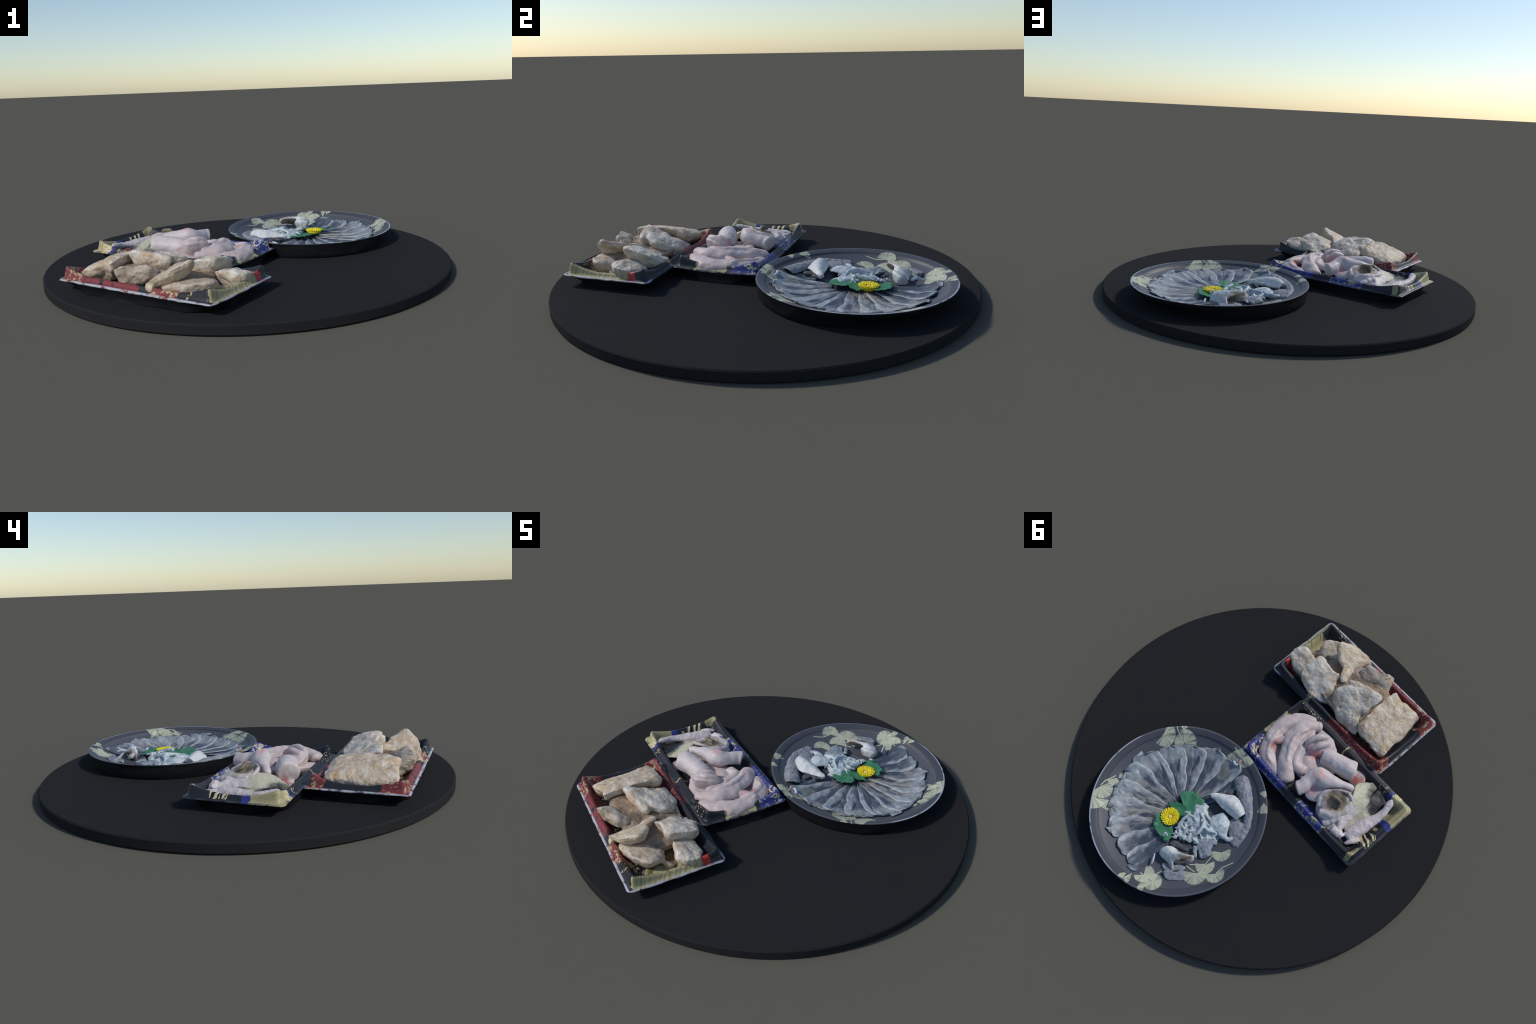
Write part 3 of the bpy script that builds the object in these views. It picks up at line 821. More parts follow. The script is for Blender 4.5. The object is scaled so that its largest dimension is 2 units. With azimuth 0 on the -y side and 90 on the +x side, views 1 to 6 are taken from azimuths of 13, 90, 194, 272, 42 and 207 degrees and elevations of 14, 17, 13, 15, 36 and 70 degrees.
skin = organic("fish_skin", [
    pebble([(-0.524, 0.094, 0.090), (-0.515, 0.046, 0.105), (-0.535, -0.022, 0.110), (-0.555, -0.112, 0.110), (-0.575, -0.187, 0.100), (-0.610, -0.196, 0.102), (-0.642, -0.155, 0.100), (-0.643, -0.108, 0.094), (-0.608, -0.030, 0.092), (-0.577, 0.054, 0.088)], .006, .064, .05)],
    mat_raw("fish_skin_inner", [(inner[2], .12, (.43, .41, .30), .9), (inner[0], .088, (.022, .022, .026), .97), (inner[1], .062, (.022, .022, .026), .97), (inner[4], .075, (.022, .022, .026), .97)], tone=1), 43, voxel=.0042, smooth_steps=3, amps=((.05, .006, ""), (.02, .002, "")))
tag(skin, "flat fish skin shading from cream to black", "fish")
rl = [(-0.539, 0.108, 0.100), (-0.663, -0.150, 0.120)]
skin = organic("fish_skin", [
    tube([(-0.548, 0.127, 0.092, 0.028), (-0.572, 0.074, 0.096, 0.038), (-0.603, 0.014, 0.100, 0.034), (-0.634, -0.037, 0.104, 0.025), (-0.656, -0.089, 0.112, 0.020), (-0.661, -0.138, 0.122, 0.019), (-0.649, -0.150, 0.124, 0.016)], steps=44, squash=.75),
    tube([(-0.549, 0.155, 0.100, 0.008), (-0.577, 0.131, 0.105, 0.014), (-0.616, 0.098, 0.100, 0.010)], steps=14),
    tube([(-0.459, 0.114, 0.100, 0.030), (-0.501, 0.124, 0.100, 0.022), (-0.532, 0.129, 0.095, 0.020)], steps=16)],
    mat_raw("fish_skin_roll", [], tone=1), 44, voxel=.004, smooth_steps=3, amps=((.03, .003, ""), (.014, .0016, ""), (.020, .0014, "ridge")))
tag(skin, "crinkled white roll of fish skin", "fish")

# ------------------------------------------------------------------ sashimi slices fanned round the platter
SLICE = mat_fish_slice()
SLICES = [  # (root, tip middle), half width, tip lift
    ([(0.242, 0.549, 0.070), (0.324, 0.758, 0.088)], .050, .003), ([(0.270, 0.522, 0.072), (0.411, 0.713, 0.090)], .055, .010),
    ([(0.292, 0.498, 0.072), (0.510, 0.652, 0.090)], .060, .012), ([(0.296, 0.458, 0.074), (0.562, 0.563, 0.094)], .066, .006),
    ([(0.298, 0.426, 0.074), (0.598, 0.464, 0.092)], .066, .007), ([(0.298, 0.392, 0.074), (0.606, 0.363, 0.092)], .074, .008),
    ([(0.297, 0.377, 0.074), (0.577, 0.235, 0.092)], .076, .008), ([(0.298, 0.363, 0.074), (0.482, 0.132, 0.095)], .074, .007),
    ([(0.285, 0.326, 0.074), (0.376, 0.062, 0.095)], .070, .006), ([(0.253, 0.300, 0.074), (0.261, 0.026, 0.094)], .070, .006),
    ([(0.220, 0.302, 0.070), (0.129, 0.038, 0.098)], .058, .006), ([(0.177, 0.314, 0.066), (0.096, 0.133, 0.085)], .040, .002),
]


def slice_mesh(i, ends, hw, curl):
    (bx, by, bz), (tx, ty, tz) = ends
    L = math.hypot(tx - bx, ty - by); ang = math.atan2(ty - by, tx - bx)
    nu, nv = 46, 25
    top = []
    th = .0045
    for a in range(nu):
        u = a / (nu - 1)
        # narrow root, broad blunt tip
        w = hw * (.30 + .70 * min(1, u / .66) ** .9) * math.sqrt(max(0.0, 1 - max(0, (u - .86) / .14) ** 3.2)) + .0015
        wv = noise.noise(Vector((i * 4.1, u * 2.6, .5)))
        for c in range(nv):
            v = -1 + 2 * c / (nv - 1)
            q = Vector((u * 3, v * 1.5, i * 3.3))
            x = u * L * (1 + .10 * u * noise.noise(Vector((v * 1.6, i * 2.3, 4.0))) + .03 * u * noise.noise(Vector((v * 6, i * 2.3, 7.0))))
            y = v * w * (1 + .22 * noise.noise(Vector((u * 4, v, i * 1.7)))) + hw * .12 * wv
            X = bx + math.cos(ang) * x - math.sin(ang) * y; Y = by + math.sin(ang) * x + math.cos(ang) * y
            r = math.hypot(X - PLATE[0], Y - PLATE[1])
            z = floor_z(r) + .0040 + .003 * (1 - u) ** 2.0
            z += .0060 * max(0.0, -v) ** 1.3 * (1 - .45 * u) * (1 if i else .5)         # one side rides on its neighbour
            z += .55 * curl * max(0.0, (u - .74) / .26) ** 1.6
            z += .0040 * noise.noise(Vector((u * 2.2, v * 2.5, i * 5.1))) + .0024 * noise.noise(Vector((u * 5, v * 7, i * 2.9)))
            lip = .5 + .9 * noise.noise(Vector((u * 3, i * 1.3, 8)))
            z += .0036 * max(0, lip) * math.exp(-((v + .84) / .14) ** 2) + .003 * math.exp(-((u - .93) / .05) ** 2) * (1 - v * v)
            top.append((x, y, max(z, floor_z(r) + .003)))
    V = top + [(x, y, z - th) for x, y, z in top]
    F = []; o = nu * nv
    for a in range(nu - 1):
        for c in range(nv - 1):
            k = a * nv + c
            F.append((k, k + nv, k + nv + 1, k + 1)); F.append((o + k, o + k + 1, o + k + nv + 1, o + k + nv))
    edge = [a * nv for a in range(nu)] + [(nu - 1) * nv + c for c in range(1, nv)] + [a * nv + nv - 1 for a in range(nu - 2, -1, -1)] + list(range(nv - 2, 0, -1))
    for k in range(len(edge)):
        e, g = edge[k], edge[(k + 1) % len(edge)]
        F.append((e, o + e, o + g, g))
    # unit length along x so that the material can find the tip
    me = bpy.data.meshes.new("sashimi_slice"); me.from_pydata([(x, y, z - bz) for x, y, z in V], [], F); me.update(); smooth(me)
    me.materials.append(SLICE)
    ob = bpy.data.objects.new("sashimi_slice", me); bpy.context.scene.collection.objects.link(ob)
    ob.location = (bx, by, bz); ob.rotation_euler = (0, 0, ang)
    bm = bmesh.new(); bm.from_mesh(me); bmesh.ops.recalc_face_normals(bm, faces=bm.faces); bm.to_mesh(me); bm.free()
    return ob


for i, (ends, hw, curl) in enumerate(SLICES):
    tag(slice_mesh(i, ends, hw, curl), "thin translucent blue grey slice of raw fish", "sashimi")

# ------------------------------------------------------------------ grey skin strips, white fin pieces, shreds
GREY = mat_simple("grey_skin_strip", [(.3, (.13, .15, .18)), (.45, (.22, .235, .265)), (.6, (.30, .31, .335)), (.75, (.20, .215, .25))], 34, bump=.5)
strip = organic("fish_skin_strip", [
    sheet([[(0.093, 0.131, 0.085), (0.086, 0.111, 0.103), (0.066, 0.090, 0.106), (0.042, 0.082, 0.092)],
           [(0.052, 0.182, 0.082), (0.048, 0.157, 0.100), (0.027, 0.132, 0.106), (0.003, 0.117, 0.092)],
           [(-0.008, 0.237, 0.080), (-0.013, 0.218, 0.098), (-0.032, 0.202, 0.104), (-0.048, 0.188, 0.090)],
           [(-0.050, 0.284, 0.074), (-0.060, 0.277, 0.090), (-0.078, 0.269, 0.098), (-0.088, 0.264, 0.088)],
           [(-0.052, 0.362, 0.070), (-0.068, 0.350, 0.085), (-0.093, 0.345, 0.092), (-0.108, 0.341, 0.084)],
           [(-0.057, 0.429, 0.066), (-0.070, 0.426, 0.078), (-0.088, 0.427, 0.084), (-0.100, 0.430, 0.080)]], .010),
    pebble([(0.011, 0.326, 0.075), (-0.017, 0.299, 0.085), (-0.063, 0.318, 0.090), (-0.087, 0.383, 0.088), (-0.082, 0.434, 0.085), (-0.046, 0.416, 0.075), (-0.012, 0.377, 0.070)], .006, .058, .04)],
    GREY, 51, voxel=.0038, smooth_steps=2, amps=((.03, .003, ""), (.012, .002, ""), (.02, .002, "ridge")))
tag(strip, "curved grey strip of boiled fish skin", "fish")
strip = organic("fish_skin_strip", [
    pebble([(0.156, 0.704, 0.098), (0.107, 0.683, 0.098), (0.067, 0.657, 0.098), (0.046, 0.695, 0.092), (0.085, 0.720, 0.090), (0.127, 0.735, 0.092)], .003, .075, .03, foot=.9),
    pebble([(0.187, 0.674, 0.075), (0.142, 0.656, 0.075), (0.086, 0.632, 0.078), (0.078, 0.655, 0.080), (0.156, 0.699, 0.080)], .004, .058, .03)],
    GREY, 52, voxel=.0038, smooth_steps=2, amps=((.02, .002, ""), (.01, .001, "")))
tag(strip, "small folded grey piece of fish skin", "fish")
strip = organic("fish_skin_strip", [
    pebble([(0.216, 0.571, 0.062), (0.198, 0.545, 0.066), (0.153, 0.547, 0.066), (0.107, 0.551, 0.064), (0.114, 0.567, 0.062), (0.158, 0.572, 0.062), (0.194, 0.579, 0.062)], .004, .056, .02),
    tube([(0.112, 0.216, 0.082, 0.014), (0.131, 0.256, 0.080, 0.020), (0.088, 0.231, 0.078, 0.018), (0.078, 0.175, 0.085, 0.016)], steps=18, squash=.6)],
    mat_simple("dark_grey_patch", [(.3, (.045, .05, .06)), (.55, (.10, .10, .11)), (.75, (.17, .16, .165))], 30, bump=.4), 53, voxel=.0038, smooth_steps=2, amps=((.03, .003, ""), (.012, .0015, "")))
tag(strip, "dark grey patches on the platter", "fish")


def mat_fin():
    N = Nodes("white_fin_flesh", .5, .3)
    o = N.obj(); p = N.pos()
    col = N.ramp(N.noise(o, 14, 4), [(.3, (.50, .52, .54)), (.6, (.66, .67, .66))])
    col = N.mix(N.math('MULTIPLY', N.step(N.noise(o, 22, 4), .54, .68), .5), col, (.48, .44, .38))
    for q, r, c in FIN_SPOTS:
        col = N.mix(N.math('MULTIPLY', N.spot(q, r * .4, r, N.math('MULTIPLY', N.math('SUBTRACT', N.noise(p, 40, 3), .5), .03)), .85), col, c)
    w = N.n.new("ShaderNodeTexWave"); w.inputs["Scale"].default_value = 9; w.inputs["Distortion"].default_value = 2.5
    w.inputs["Detail"].default_value = 1; N.put(w.inputs["Vector"], o)
    col = N.mix(N.math('MULTIPLY', N.step(w.outputs["Fac"], .94, 1.0), .35), col, (.38, .31, .25))
    N.bump(N.noise(o, 50, 4), .25, .004)
    return N.done(col)


f1 = [(0.060, 0.314, 0.078), (0.127, 0.259, 0.085), (0.116, 0.598, 0.100), (0.134, 0.615, 0.085), (0.074, 0.587, 0.110), (0.099, 0.603, 0.105)]
FIN_SPOTS = [(f1[0], .036, (.26, .17, .11)), (f1[1], .022, (.36, .28, .21)), (f1[5], .050, (.22, .15, .085)), (f1[3], .055, (.05, .045, .03)), (f1[4], .03, (.36, .25, .18))]
FIN = mat_fin()
fin = organic("white_fin_piece", [
    sheet([[(0.160, 0.260, 0.088), (0.154, 0.263, 0.092), (0.149, 0.262, 0.088)],
           [(0.134, 0.240, 0.088), (0.116, 0.252, 0.104), (0.121, 0.268, 0.090)],
           [(0.086, 0.224, 0.090), (0.070, 0.253, 0.117), (0.080, 0.285, 0.092)],
           [(0.047, 0.209, 0.090), (0.030, 0.252, 0.121), (0.045, 0.293, 0.092)],
           [(0.001, 0.225, 0.088), (-0.008, 0.265, 0.119), (0.006, 0.301, 0.090)],
           [(-0.041, 0.263, 0.086), (-0.039, 0.281, 0.106), (-0.025, 0.304, 0.088)]], .020),
    tube([(0.157, 0.260, 0.088, 0.010), (0.126, 0.255, 0.085, 0.014), (0.091, 0.262, 0.080, 0.014)], steps=14)],
    FIN, 61, voxel=.0036, smooth_steps=3, amps=((.03, .0025, ""), (.012, .0012, "")))
tag(fin, "white ribbed curled fin piece with brown underside", "fish")
fin = organic("white_fin_piece", [
    sheet([[(0.222, 0.644, 0.085), (0.222, 0.623, 0.108), (0.209, 0.603, 0.120), (0.189, 0.592, 0.122), (0.164, 0.590, 0.118)],
           [(0.190, 0.653, 0.085), (0.188, 0.633, 0.115), (0.180, 0.615, 0.126), (0.163, 0.606, 0.128), (0.139, 0.597, 0.126)],
           [(0.169, 0.656, 0.080), (0.165, 0.640, 0.105), (0.162, 0.621, 0.125), (0.149, 0.611, 0.130), (0.114, 0.592, 0.132)],
           [(0.146, 0.666, 0.078), (0.147, 0.652, 0.100), (0.154, 0.632, 0.112), (0.133, 0.611, 0.126), (0.091, 0.588, 0.132)],
           [(0.122, 0.679, 0.082), (0.129, 0.661, 0.100), (0.135, 0.644, 0.108), (0.108, 0.617, 0.116), (0.067, 0.578, 0.128)]], .010),
    pebble([(0.221, 0.642, 0.090), (0.223, 0.618, 0.098), (0.210, 0.596, 0.104), (0.177, 0.583, 0.106), (0.146, 0.586, 0.104), (0.154, 0.604, 0.108), (0.183, 0.615, 0.108), (0.197, 0.637, 0.100)], .016, .062, .05),
    tube([(0.082, 0.611, 0.095, 0.012), (0.067, 0.592, 0.108, 0.012), (0.067, 0.575, 0.124, 0.010)], steps=14),
    sheet([[(0.151, 0.609, 0.128), (0.115, 0.592, 0.130), (0.090, 0.585, 0.130), (0.068, 0.576, 0.126)],
           [(0.146, 0.617, 0.105), (0.109, 0.606, 0.108), (0.086, 0.600, 0.110), (0.064, 0.585, 0.112)],
           [(0.134, 0.625, 0.085), (0.105, 0.619, 0.088), (0.084, 0.614, 0.090), (0.069, 0.598, 0.100)]], .008)],
    FIN, 62, voxel=.0034, smooth_steps=2, amps=((.03, .0025, ""), (.012, .0012, "")))
tag(fin, "white curled fin flap with brown hollow inside", "fish")

SHRED = mat_simple("white_skin_shred", [(.28, (.25, .31, .36)), (.46, (.40, .46, .49)), (.6, (.55, .60, .61)), (.75, (.42, .49, .50))], 30, rough=.45, spec=.4, bump=.4)
rr = random.Random(5)


def web(outline, cells, strand, height, thick, seed, step=.0026):
    """Torn membrane: strands follow the borders of random cells inside an outline, so that oval holes stay open."""
    ring = closed_curve(outline, 60); c = ring[:, :2].mean(0)
    rad = np.hypot(*(ring[:, :2] - c).T); ang = np.arctan2(ring[:, 1] - c[1], ring[:, 0] - c[0])
    order = np.argsort(ang); ang, rad, zr = ang[order], rad[order], ring[order, 2]
    g = np.random.default_rng(seed)
    th = g.uniform(-math.pi, math.pi, cells); rr_ = np.sqrt(g.uniform(0, 1.1, cells))
    lim = np.interp(th, ang, rad, period=2 * math.pi)
    seeds = np.c_[c[0] + np.cos(th) * rr_ * lim, c[1] + np.sin(th) * rr_ * lim]
    sz = g.uniform(-.007, .007, cells); fill = g.uniform(0, 1, cells) < .42
    xs = np.arange(ring[:, 0].min(), ring[:, 0].max(), step); ys = np.arange(ring[:, 1].min(), ring[:, 1].max(), step)
    idx, V = {}, []
    keep = []
    for i, x in enumerate(xs):
        for j, y in enumerate(ys):
            wx = x + .006 * noise.noise(Vector((x * 40, y * 40, seed))); wy = y + .006 * noise.noise(Vector((x * 40, y * 40, seed + 9)))
            a = math.atan2(wy - c[1], wx - c[0]); t = math.hypot(wx - c[0], wy - c[1]) / np.interp(a, ang, rad, period=2 * math.pi)
            if t > 1:
                continue
            d = np.hypot(seeds[:, 0] - wx, seeds[:, 1] - wy); o = np.argsort(d)[:2]
            gap = d[o[1]] - d[o[0]]
            w = strand * (1 + .8 * noise.noise(Vector((x * 25, y * 25, seed + 3))))
            hole = gap > w and not fill[o[0]]
            if not hole:
                z = np.interp(a, ang, zr, period=2 * math.pi) + height * (1 - t ** 1.6) + (sz[o[0]] + sz[o[1]]) * .5 + .009 * max(0, 1 - gap / w) + .004 * noise.noise(Vector((x * 60, y * 60, 2)))
                if fill[o[0]] and gap > w:
                    z -= .010
                keep.append((i, j)); idx[(i, j)] = len(V); V.append((x, y, z))
    n0 = len(V); V += [(x, y, z - thick) for x, y, z in V]; F = []
    have = set(keep); quads = [q for q in keep if (q[0] + 1, q[1]) in have and (q[0], q[1] + 1) in have and (q[0] + 1, q[1] + 1) in have]
    count = {}
    for (i, j) in quads:
        a, b2, c2, d2 = idx[(i, j)], idx[(i + 1, j)], idx[(i + 1, j + 1)], idx[(i, j + 1)]
        F.append((a, b2, c2, d2)); F.append((a + n0, d2 + n0, c2 + n0, b2 + n0))
        for e in ((a, b2), (b2, c2), (c2, d2), (d2, a)):
            count[e] = 1
    for (a, b2) in count:
        if (b2, a) not in count:
            F.append((b2, a, a + n0, b2 + n0))
    return V, F


forms = [web([(0.210, 0.499, 0.069), (0.217, 0.442, 0.073), (0.212, 0.406, 0.076), (0.207, 0.360, 0.073), (0.193, 0.316, 0.071), (0.151, 0.307, 0.071), (0.114, 0.322, 0.073), (0.078, 0.358, 0.077), (0.028, 0.391, 0.073), (0.004, 0.437, 0.069), (0.035, 0.470, 0.065), (0.103, 0.519, 0.065), (0.155, 0.521, 0.067)], 24, .0135, .016, .007, 4),
         web([(0.185, 0.475, 0.058), (0.202, 0.394, 0.058), (0.167, 0.339, 0.058), (0.104, 0.353, 0.058), (0.043, 0.408, 0.058), (0.063, 0.481, 0.058), (0.129, 0.511, 0.058)], 18, .016, .012, .008, 9),
         tube([(0.120, 0.487, 0.086, 0.006), (0.107, 0.450, 0.099, 0.009), (0.105, 0.416, 0.103, 0.009), (0.118, 0.388, 0.099, 0.007), (0.157, 0.366, 0.091, 0.006)], n=10, steps=22, squash=1.2),
         tube([(0.103, 0.413, 0.099, 0.008), (0.072, 0.426, 0.095, 0.010), (0.032, 0.415, 0.091, 0.007)], n=10, steps=16)]
shred = organic("shredded_fish_skin", forms, SHRED, 71, voxel=.0028, smooth_steps=2, amps=((.012, .0012, ""),))
tag(shred, "tangled heap of pale shredded fish skin", "fish skin")
shred["kind"] = "stuff"
shred = organic("shredded_fish_skin", [
    sheet([[(0.099, 0.357, 0.080), (0.081, 0.390, 0.086), (0.056, 0.416, 0.082)], [(0.079, 0.333, 0.084), (0.049, 0.375, 0.096), (0.027, 0.408, 0.086)],
           [(0.051, 0.307, 0.082), (0.022, 0.353, 0.094), (-0.001, 0.411, 0.082)], [(0.004, 0.329, 0.074), (-0.008, 0.360, 0.082), (-0.021, 0.405, 0.076)]], .008),
    tube([(0.026, 0.409, 0.082, 0.010), (-0.010, 0.415, 0.078, 0.012), (-0.041, 0.411, 0.076, 0.012), (-0.052, 0.392, 0.080, 0.008)], steps=18),
    web([(0.229, 0.540, 0.080), (0.219, 0.514, 0.080), (0.232, 0.481, 0.082), (0.228, 0.445, 0.084), (0.202, 0.410, 0.084), (0.191, 0.438, 0.084), (0.201, 0.477, 0.082), (0.191, 0.504, 0.078), (0.144, 0.516, 0.070), (0.115, 0.509, 0.068), (0.117, 0.529, 0.064), (0.162, 0.532, 0.068), (0.201, 0.543, 0.074)], 12, .012, .012, .006, 21),
    tube([(0.218, 0.481, 0.088, 0.006), (0.211, 0.446, 0.096, 0.008), (0.200, 0.414, 0.102, 0.007), (0.196, 0.399, 0.104, 0.007), (0.225, 0.404, 0.106, 0.006)], steps=22, squash=1.5)],
    SHRED, 72, voxel=.0032, smooth_steps=2, amps=((.02, .002, ""), (.01, .0012, "")))
tag(shred, "torn pale sheet and strips of fish skin", "fish skin")
forms = []
for k, (a, bb, rad) in enumerate((([(0.104, 0.506, 0.067), (0.001, 0.453, 0.072)], .006, .018), ([(0.085, 0.526, 0.066), (0.014, 0.477, 0.070)], .006, .02),
                                ([(0.060, 0.545, 0.065), (0.017, 0.493, 0.072)], .007, .02), ([(0.044, 0.560, 0.068), (-0.000, 0.510, 0.074)], .007, .016),
                                ([(0.096, 0.521, 0.077), (0.054, 0.574, 0.076)], .005, .01))):
    (x0, y0, z0), (x1, y1, z1) = a
    forms.append(tube([(x0, y0, z0, rad * .8), ((x0 * 2 + x1) / 3, (y0 * 2 + y1) / 3, z0 + .004, rad), ((x0 + 2 * x1) / 3, (y0 + 2 * y1) / 3, z1 + .003, rad), (x1, y1, z1, rad * .6)], n=10, steps=18, squash=.65))
shred = organic("shredded_fish_skin", forms, mat_simple("grey_white_shred", [(.3, (.16, .19, .225)), (.55, (.27, .31, .35)), (.75, (.38, .42, .45))], 26, bump=.5), 73,
                voxel=.0032, smooth_steps=1, amps=((.02, .004, ""), (.008, .0015, "")))
tag(shred, "layered grey shreds of fish skin", "fish skin")

# ------------------------------------------------------------------ shiso leaves and chrysanthemum
def mat_leaf():
    N = Nodes("shiso_leaf_green", .55, .3)
    o = N.obj()
    col = N.ramp(N.noise(o, 20, 4), [(.3, (.025, .140, .062)), (.7, (.065, .235, .13))])
    w = N.n.new("ShaderNodeTexWave"); w.wave_type = 'BANDS'; w.inputs["Scale"].default_value = 30; w.inputs["Distortion"].default_value = 3
    N.put(w.inputs["Vector"], o)
    col = N.mix(N.math('MULTIPLY', N.step(w.outputs["Fac"], .7, 1.0), .12), col, (.09, .25, .15))
    N.bump(N.noise(o, 70, 4), .3, .003)
    return N.done(col)


LEAF = mat_leaf()


def leaf(outline, heart, label):
    ring = closed_curve(outline, 120); c = np.array(heart)
    V, F = [], []
    n, rings = len(ring), 9
    for sgn in (1, -1):
        for r in range(rings):
            s = 1 - r / (rings - 1) * .97
            for k in range(n):
                tooth = 1 + ((.14 if r == 0 else .04) * (((k * 17 / n) % 1.0) - .4) if r < 2 else 0)
                p = c + (ring[k] - c) * s * tooth
                z = p[2] + .003 * noise.noise(Vector((p[0] * 50, p[1] * 50, 1))) + sgn * .0012
                V.append((p[0], p[1], z))
    m = n * rings
    for sgn, o in ((1, 0), (-1, m)):
        for r in range(rings - 1):
            for k in range(n):
                a, b2 = o + r * n + k, o + r * n + (k + 1) % n
                q = (a, b2, b2 + n, a + n)
                F.append(q if sgn > 0 else q[::-1])
        q = tuple(range(o + (rings - 1) * n, o + rings * n)); F.append(q if sgn > 0 else q[::-1])
    for k in range(n):
        a, b2 = k, (k + 1) % n
        F.append((b2, a, m + a, m + b2))
    ob = mesh_obj("shiso_leaf", V, F, LEAF, at=heart)
    bm = bmesh.new(); bm.from_mesh(ob.data); bmesh.ops.recalc_face_normals(bm, faces=bm.faces); bm.to_mesh(ob.data); bm.free()
    return tag(ob, label, "leaf")


leaf([(0.308, 0.414, 0.075), (0.319, 0.411, 0.077), (0.324, 0.394, 0.081), (0.310, 0.392, 0.080), (0.301, 0.384, 0.081), (0.287, 0.372, 0.083), (0.258, 0.368, 0.084), (0.273, 0.354, 0.088), (0.290, 0.333, 0.092), (0.284, 0.308, 0.095), (0.262, 0.300, 0.093), (0.247, 0.288, 0.089), (0.209, 0.293, 0.085), (0.170, 0.307, 0.081), (0.162, 0.344, 0.079), (0.197, 0.397, 0.077), (0.241, 0.436, 0.075)], [(0.241, 0.371, 0.079), (0.486, 0.348, 0.000)][0],
     "green serrated shiso leaf under the garnish")
leaf([(0.332, 0.469, 0.085), (0.344, 0.474, 0.088), (0.341, 0.486, 0.087), (0.331, 0.510, 0.085), (0.331, 0.528, 0.088), (0.317, 0.543, 0.084), (0.289, 0.557, 0.083), (0.254, 0.571, 0.080), (0.224, 0.570, 0.078), (0.219, 0.540, 0.077), (0.235, 0.501, 0.075), (0.272, 0.480, 0.073), (0.310, 0.474, 0.075)], [(0.276, 0.521, 0.077), (0.486, 0.348, 0.000)][0],
     "green serrated shiso leaf tucked beside the flower")

fc = [(0.278, 0.456, 0.085), (1.021, 0.221, 0.000)][0]
YELLOW = mat_simple("yellow_petal", [(.3, (.62, .50, .012)), (.6, (.86, .72, .02)), (.8, (.95, .82, .06))], 60, rough=.5, bump=.15)
flower = bpy.data.objects.new("chrysanthemum_flower", None); bpy.context.scene.collection.objects.link(flower)
flower.location = (fc[0], fc[1], .068)
tag(flower, "small bright yellow chrysanthemum garnish flower", "flower")
forms = []
for ring, (count, rad, z, ln, wd, tilt) in enumerate(((22, .0405, .0880, .0085, .0062, .45), (20, .0335, .0895, .0085, .0056, .5), (18, .0255, .0890, .0080, .0050, .5), (13, .0175, .0875, .0066, .0046, .6))):
    for k in range(count):
        a = 2 * math.pi * (k + .5 * (ring % 2)) / count + rr.uniform(-.04, .04)
        v, f = ball((0, 0, 0), 1, n=8, m=6)
        M = Matrix.Translation((fc[0] + rad * math.cos(a), fc[1] + rad * math.sin(a), z + rr.uniform(-.0008, .0008))) @ Matrix.Rotation(a, 4, 'Z') @ Matrix.Rotation(-tilt, 4, 'Y') @ Matrix.Diagonal((ln, wd, .0028, 1))
        forms.append(([tuple(M @ Vector(p)) for p in v], f))
V, F = merge(*forms)
pet = mesh_obj("petal", V, F, YELLOW, at=(fc[0], fc[1], .068)); pet["kind"] = "stuff"
pet.parent = flower; pet.location = (0, 0, 0)
V, F = ball((fc[0], fc[1], .084), .0105, .45, 20, 10)
heart = mesh_obj("flower_centre", V, F, mat_simple("orange_centre", [(.3, (.80, .55, .10)), (.7, (.88, .66, .22))], 120, bump=.2), at=(fc[0], fc[1], .068))
heart.parent = flower; heart.location = (0, 0, 0)
cupv = []; cupf = []
prof = [(.014, .060), (.027, .066), (.038, .076), (.043, .086), (.036, .0875), (.02, .085), (.004, .084)]
for r, z in prof:
    for k in range(32):
        a = 2 * math.pi * k / 32; cupv.append((fc[0] + r * math.cos(a), fc[1] + r * math.sin(a), z))
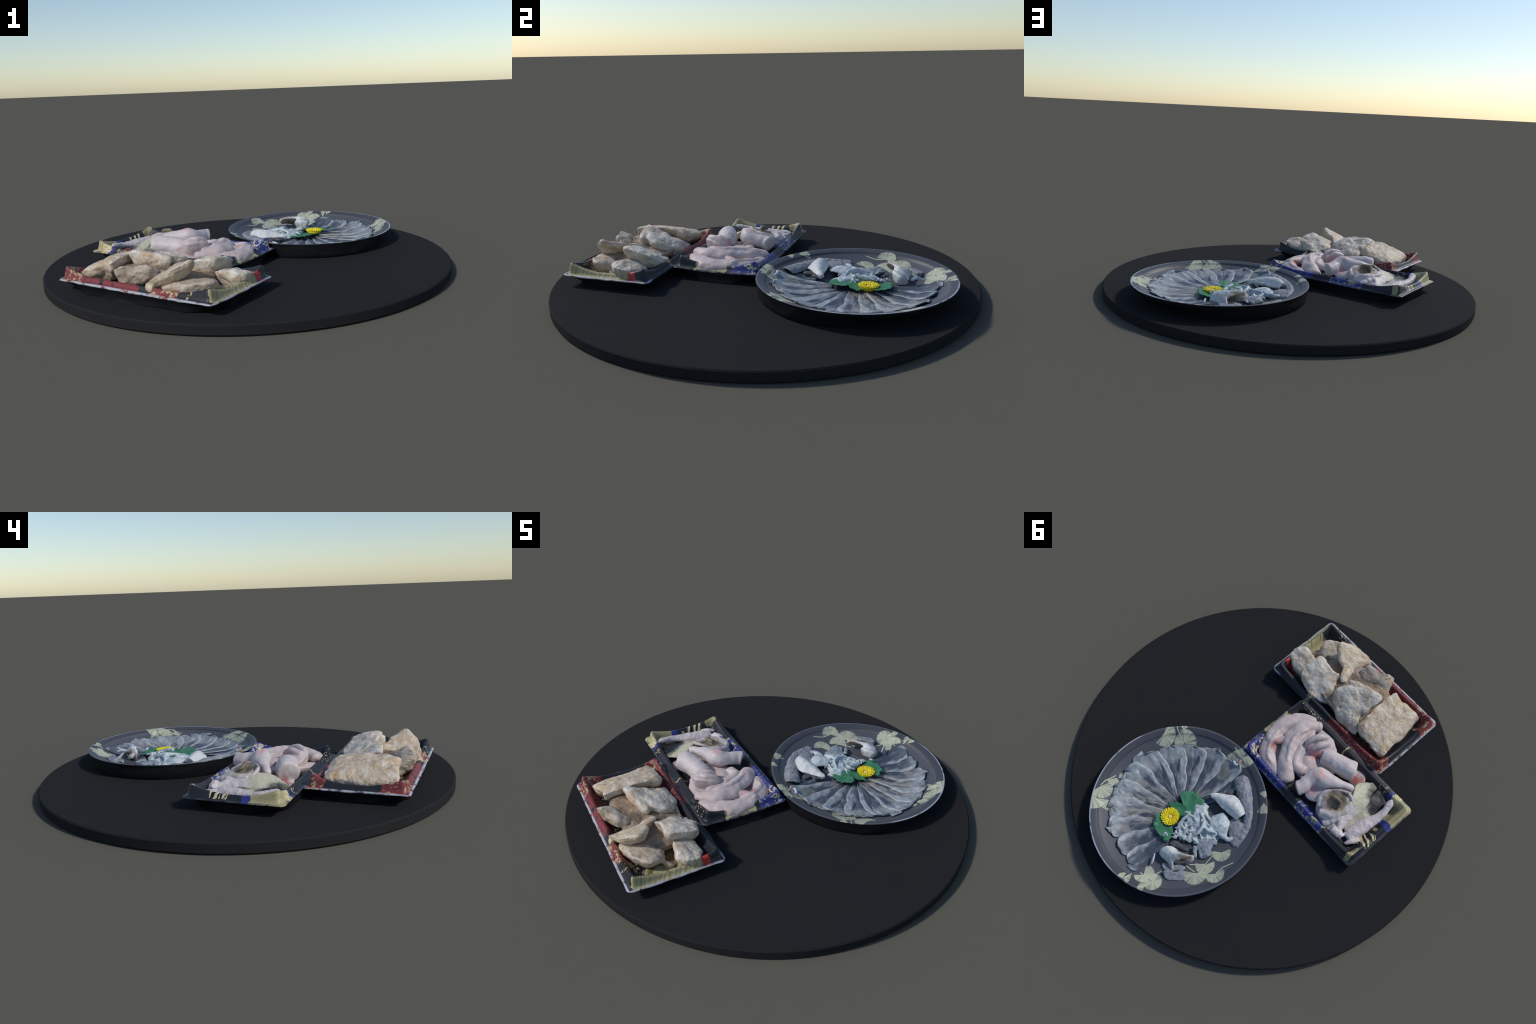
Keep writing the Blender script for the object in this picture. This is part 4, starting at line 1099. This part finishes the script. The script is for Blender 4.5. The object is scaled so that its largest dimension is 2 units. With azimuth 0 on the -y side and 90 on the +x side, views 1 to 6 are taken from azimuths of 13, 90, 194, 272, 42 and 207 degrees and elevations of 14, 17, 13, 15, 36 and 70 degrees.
for i in range(len(prof) - 1):
    for k in range(32):
        a, b2 = i * 32 + k, i * 32 + (k + 1) % 32
        cupf.append((a, b2, b2 + 32, a + 32))
cupf.append(tuple(reversed(range(32)))); cupf.append(tuple(range((len(prof) - 1) * 32, len(prof) * 32)))
cupo = mesh_obj("flower_cup", cupv, cupf, mat_simple("ochre_cup", [(.3, (.52, .40, .012)), (.7, (.72, .58, .02))], 60), at=(fc[0], fc[1], .068))
cupo.parent = flower; cupo.location = (0, 0, 0)

# thin pale sliver on the slice nearest the fin flap, small sliver on the leaf
WHITE = mat_simple("pale_sliver", [(.3, (.45, .48, .55)), (.7, (.6, .62, .68))], 40)
sl = organic("fish_skin_sliver", [tube([(0.227, 0.707, 0.092, 0.004), (0.229, 0.683, 0.100, 0.005), (0.241, 0.650, 0.094, 0.003)], n=8, steps=14, squash=1.6)], WHITE, 81, voxel=.0018, smooth_steps=1, amps=((.01, .0006, ""),))
tag(sl, "thin pale sliver of fish skin", "fish skin")
sl = organic("fish_skin_sliver", [tube([(0.251, 0.563, 0.094, 0.003), (0.249, 0.542, 0.106, 0.005), (0.231, 0.549, 0.096, 0.004)], n=8, steps=14)], WHITE, 82, voxel=.0018, smooth_steps=1, amps=((.01, .0006, ""),))
tag(sl, "tiny pale sliver of fish skin on leaf", "fish skin")
sl = organic("fish_skin_sliver", [tube([(0.151, 0.043, 0.098, 0.007), (0.129, 0.058, 0.106, 0.007), (0.116, 0.052, 0.105, 0.006)], n=8, steps=14),], WHITE, 83, voxel=.002, smooth_steps=1, amps=((.01, .0006, ""),))
tag(sl, "small pale curl at slice tip", "fish skin")
sl = organic("fish_skin_sliver", [tube([(0.114, 0.055, 0.103, 0.008), (0.115, 0.037, 0.108, 0.008), (0.115, 0.022, 0.110, 0.006)], n=8, steps=14),], mat_simple("rosy_sliver", [(.3, (.34, .2, .17)), (.7, (.42, .30, .27))], 40), 84, voxel=.002, smooth_steps=1, amps=((.01, .0006, ""),))
tag(sl, "small rosy scrap of raw fish", "fish skin")
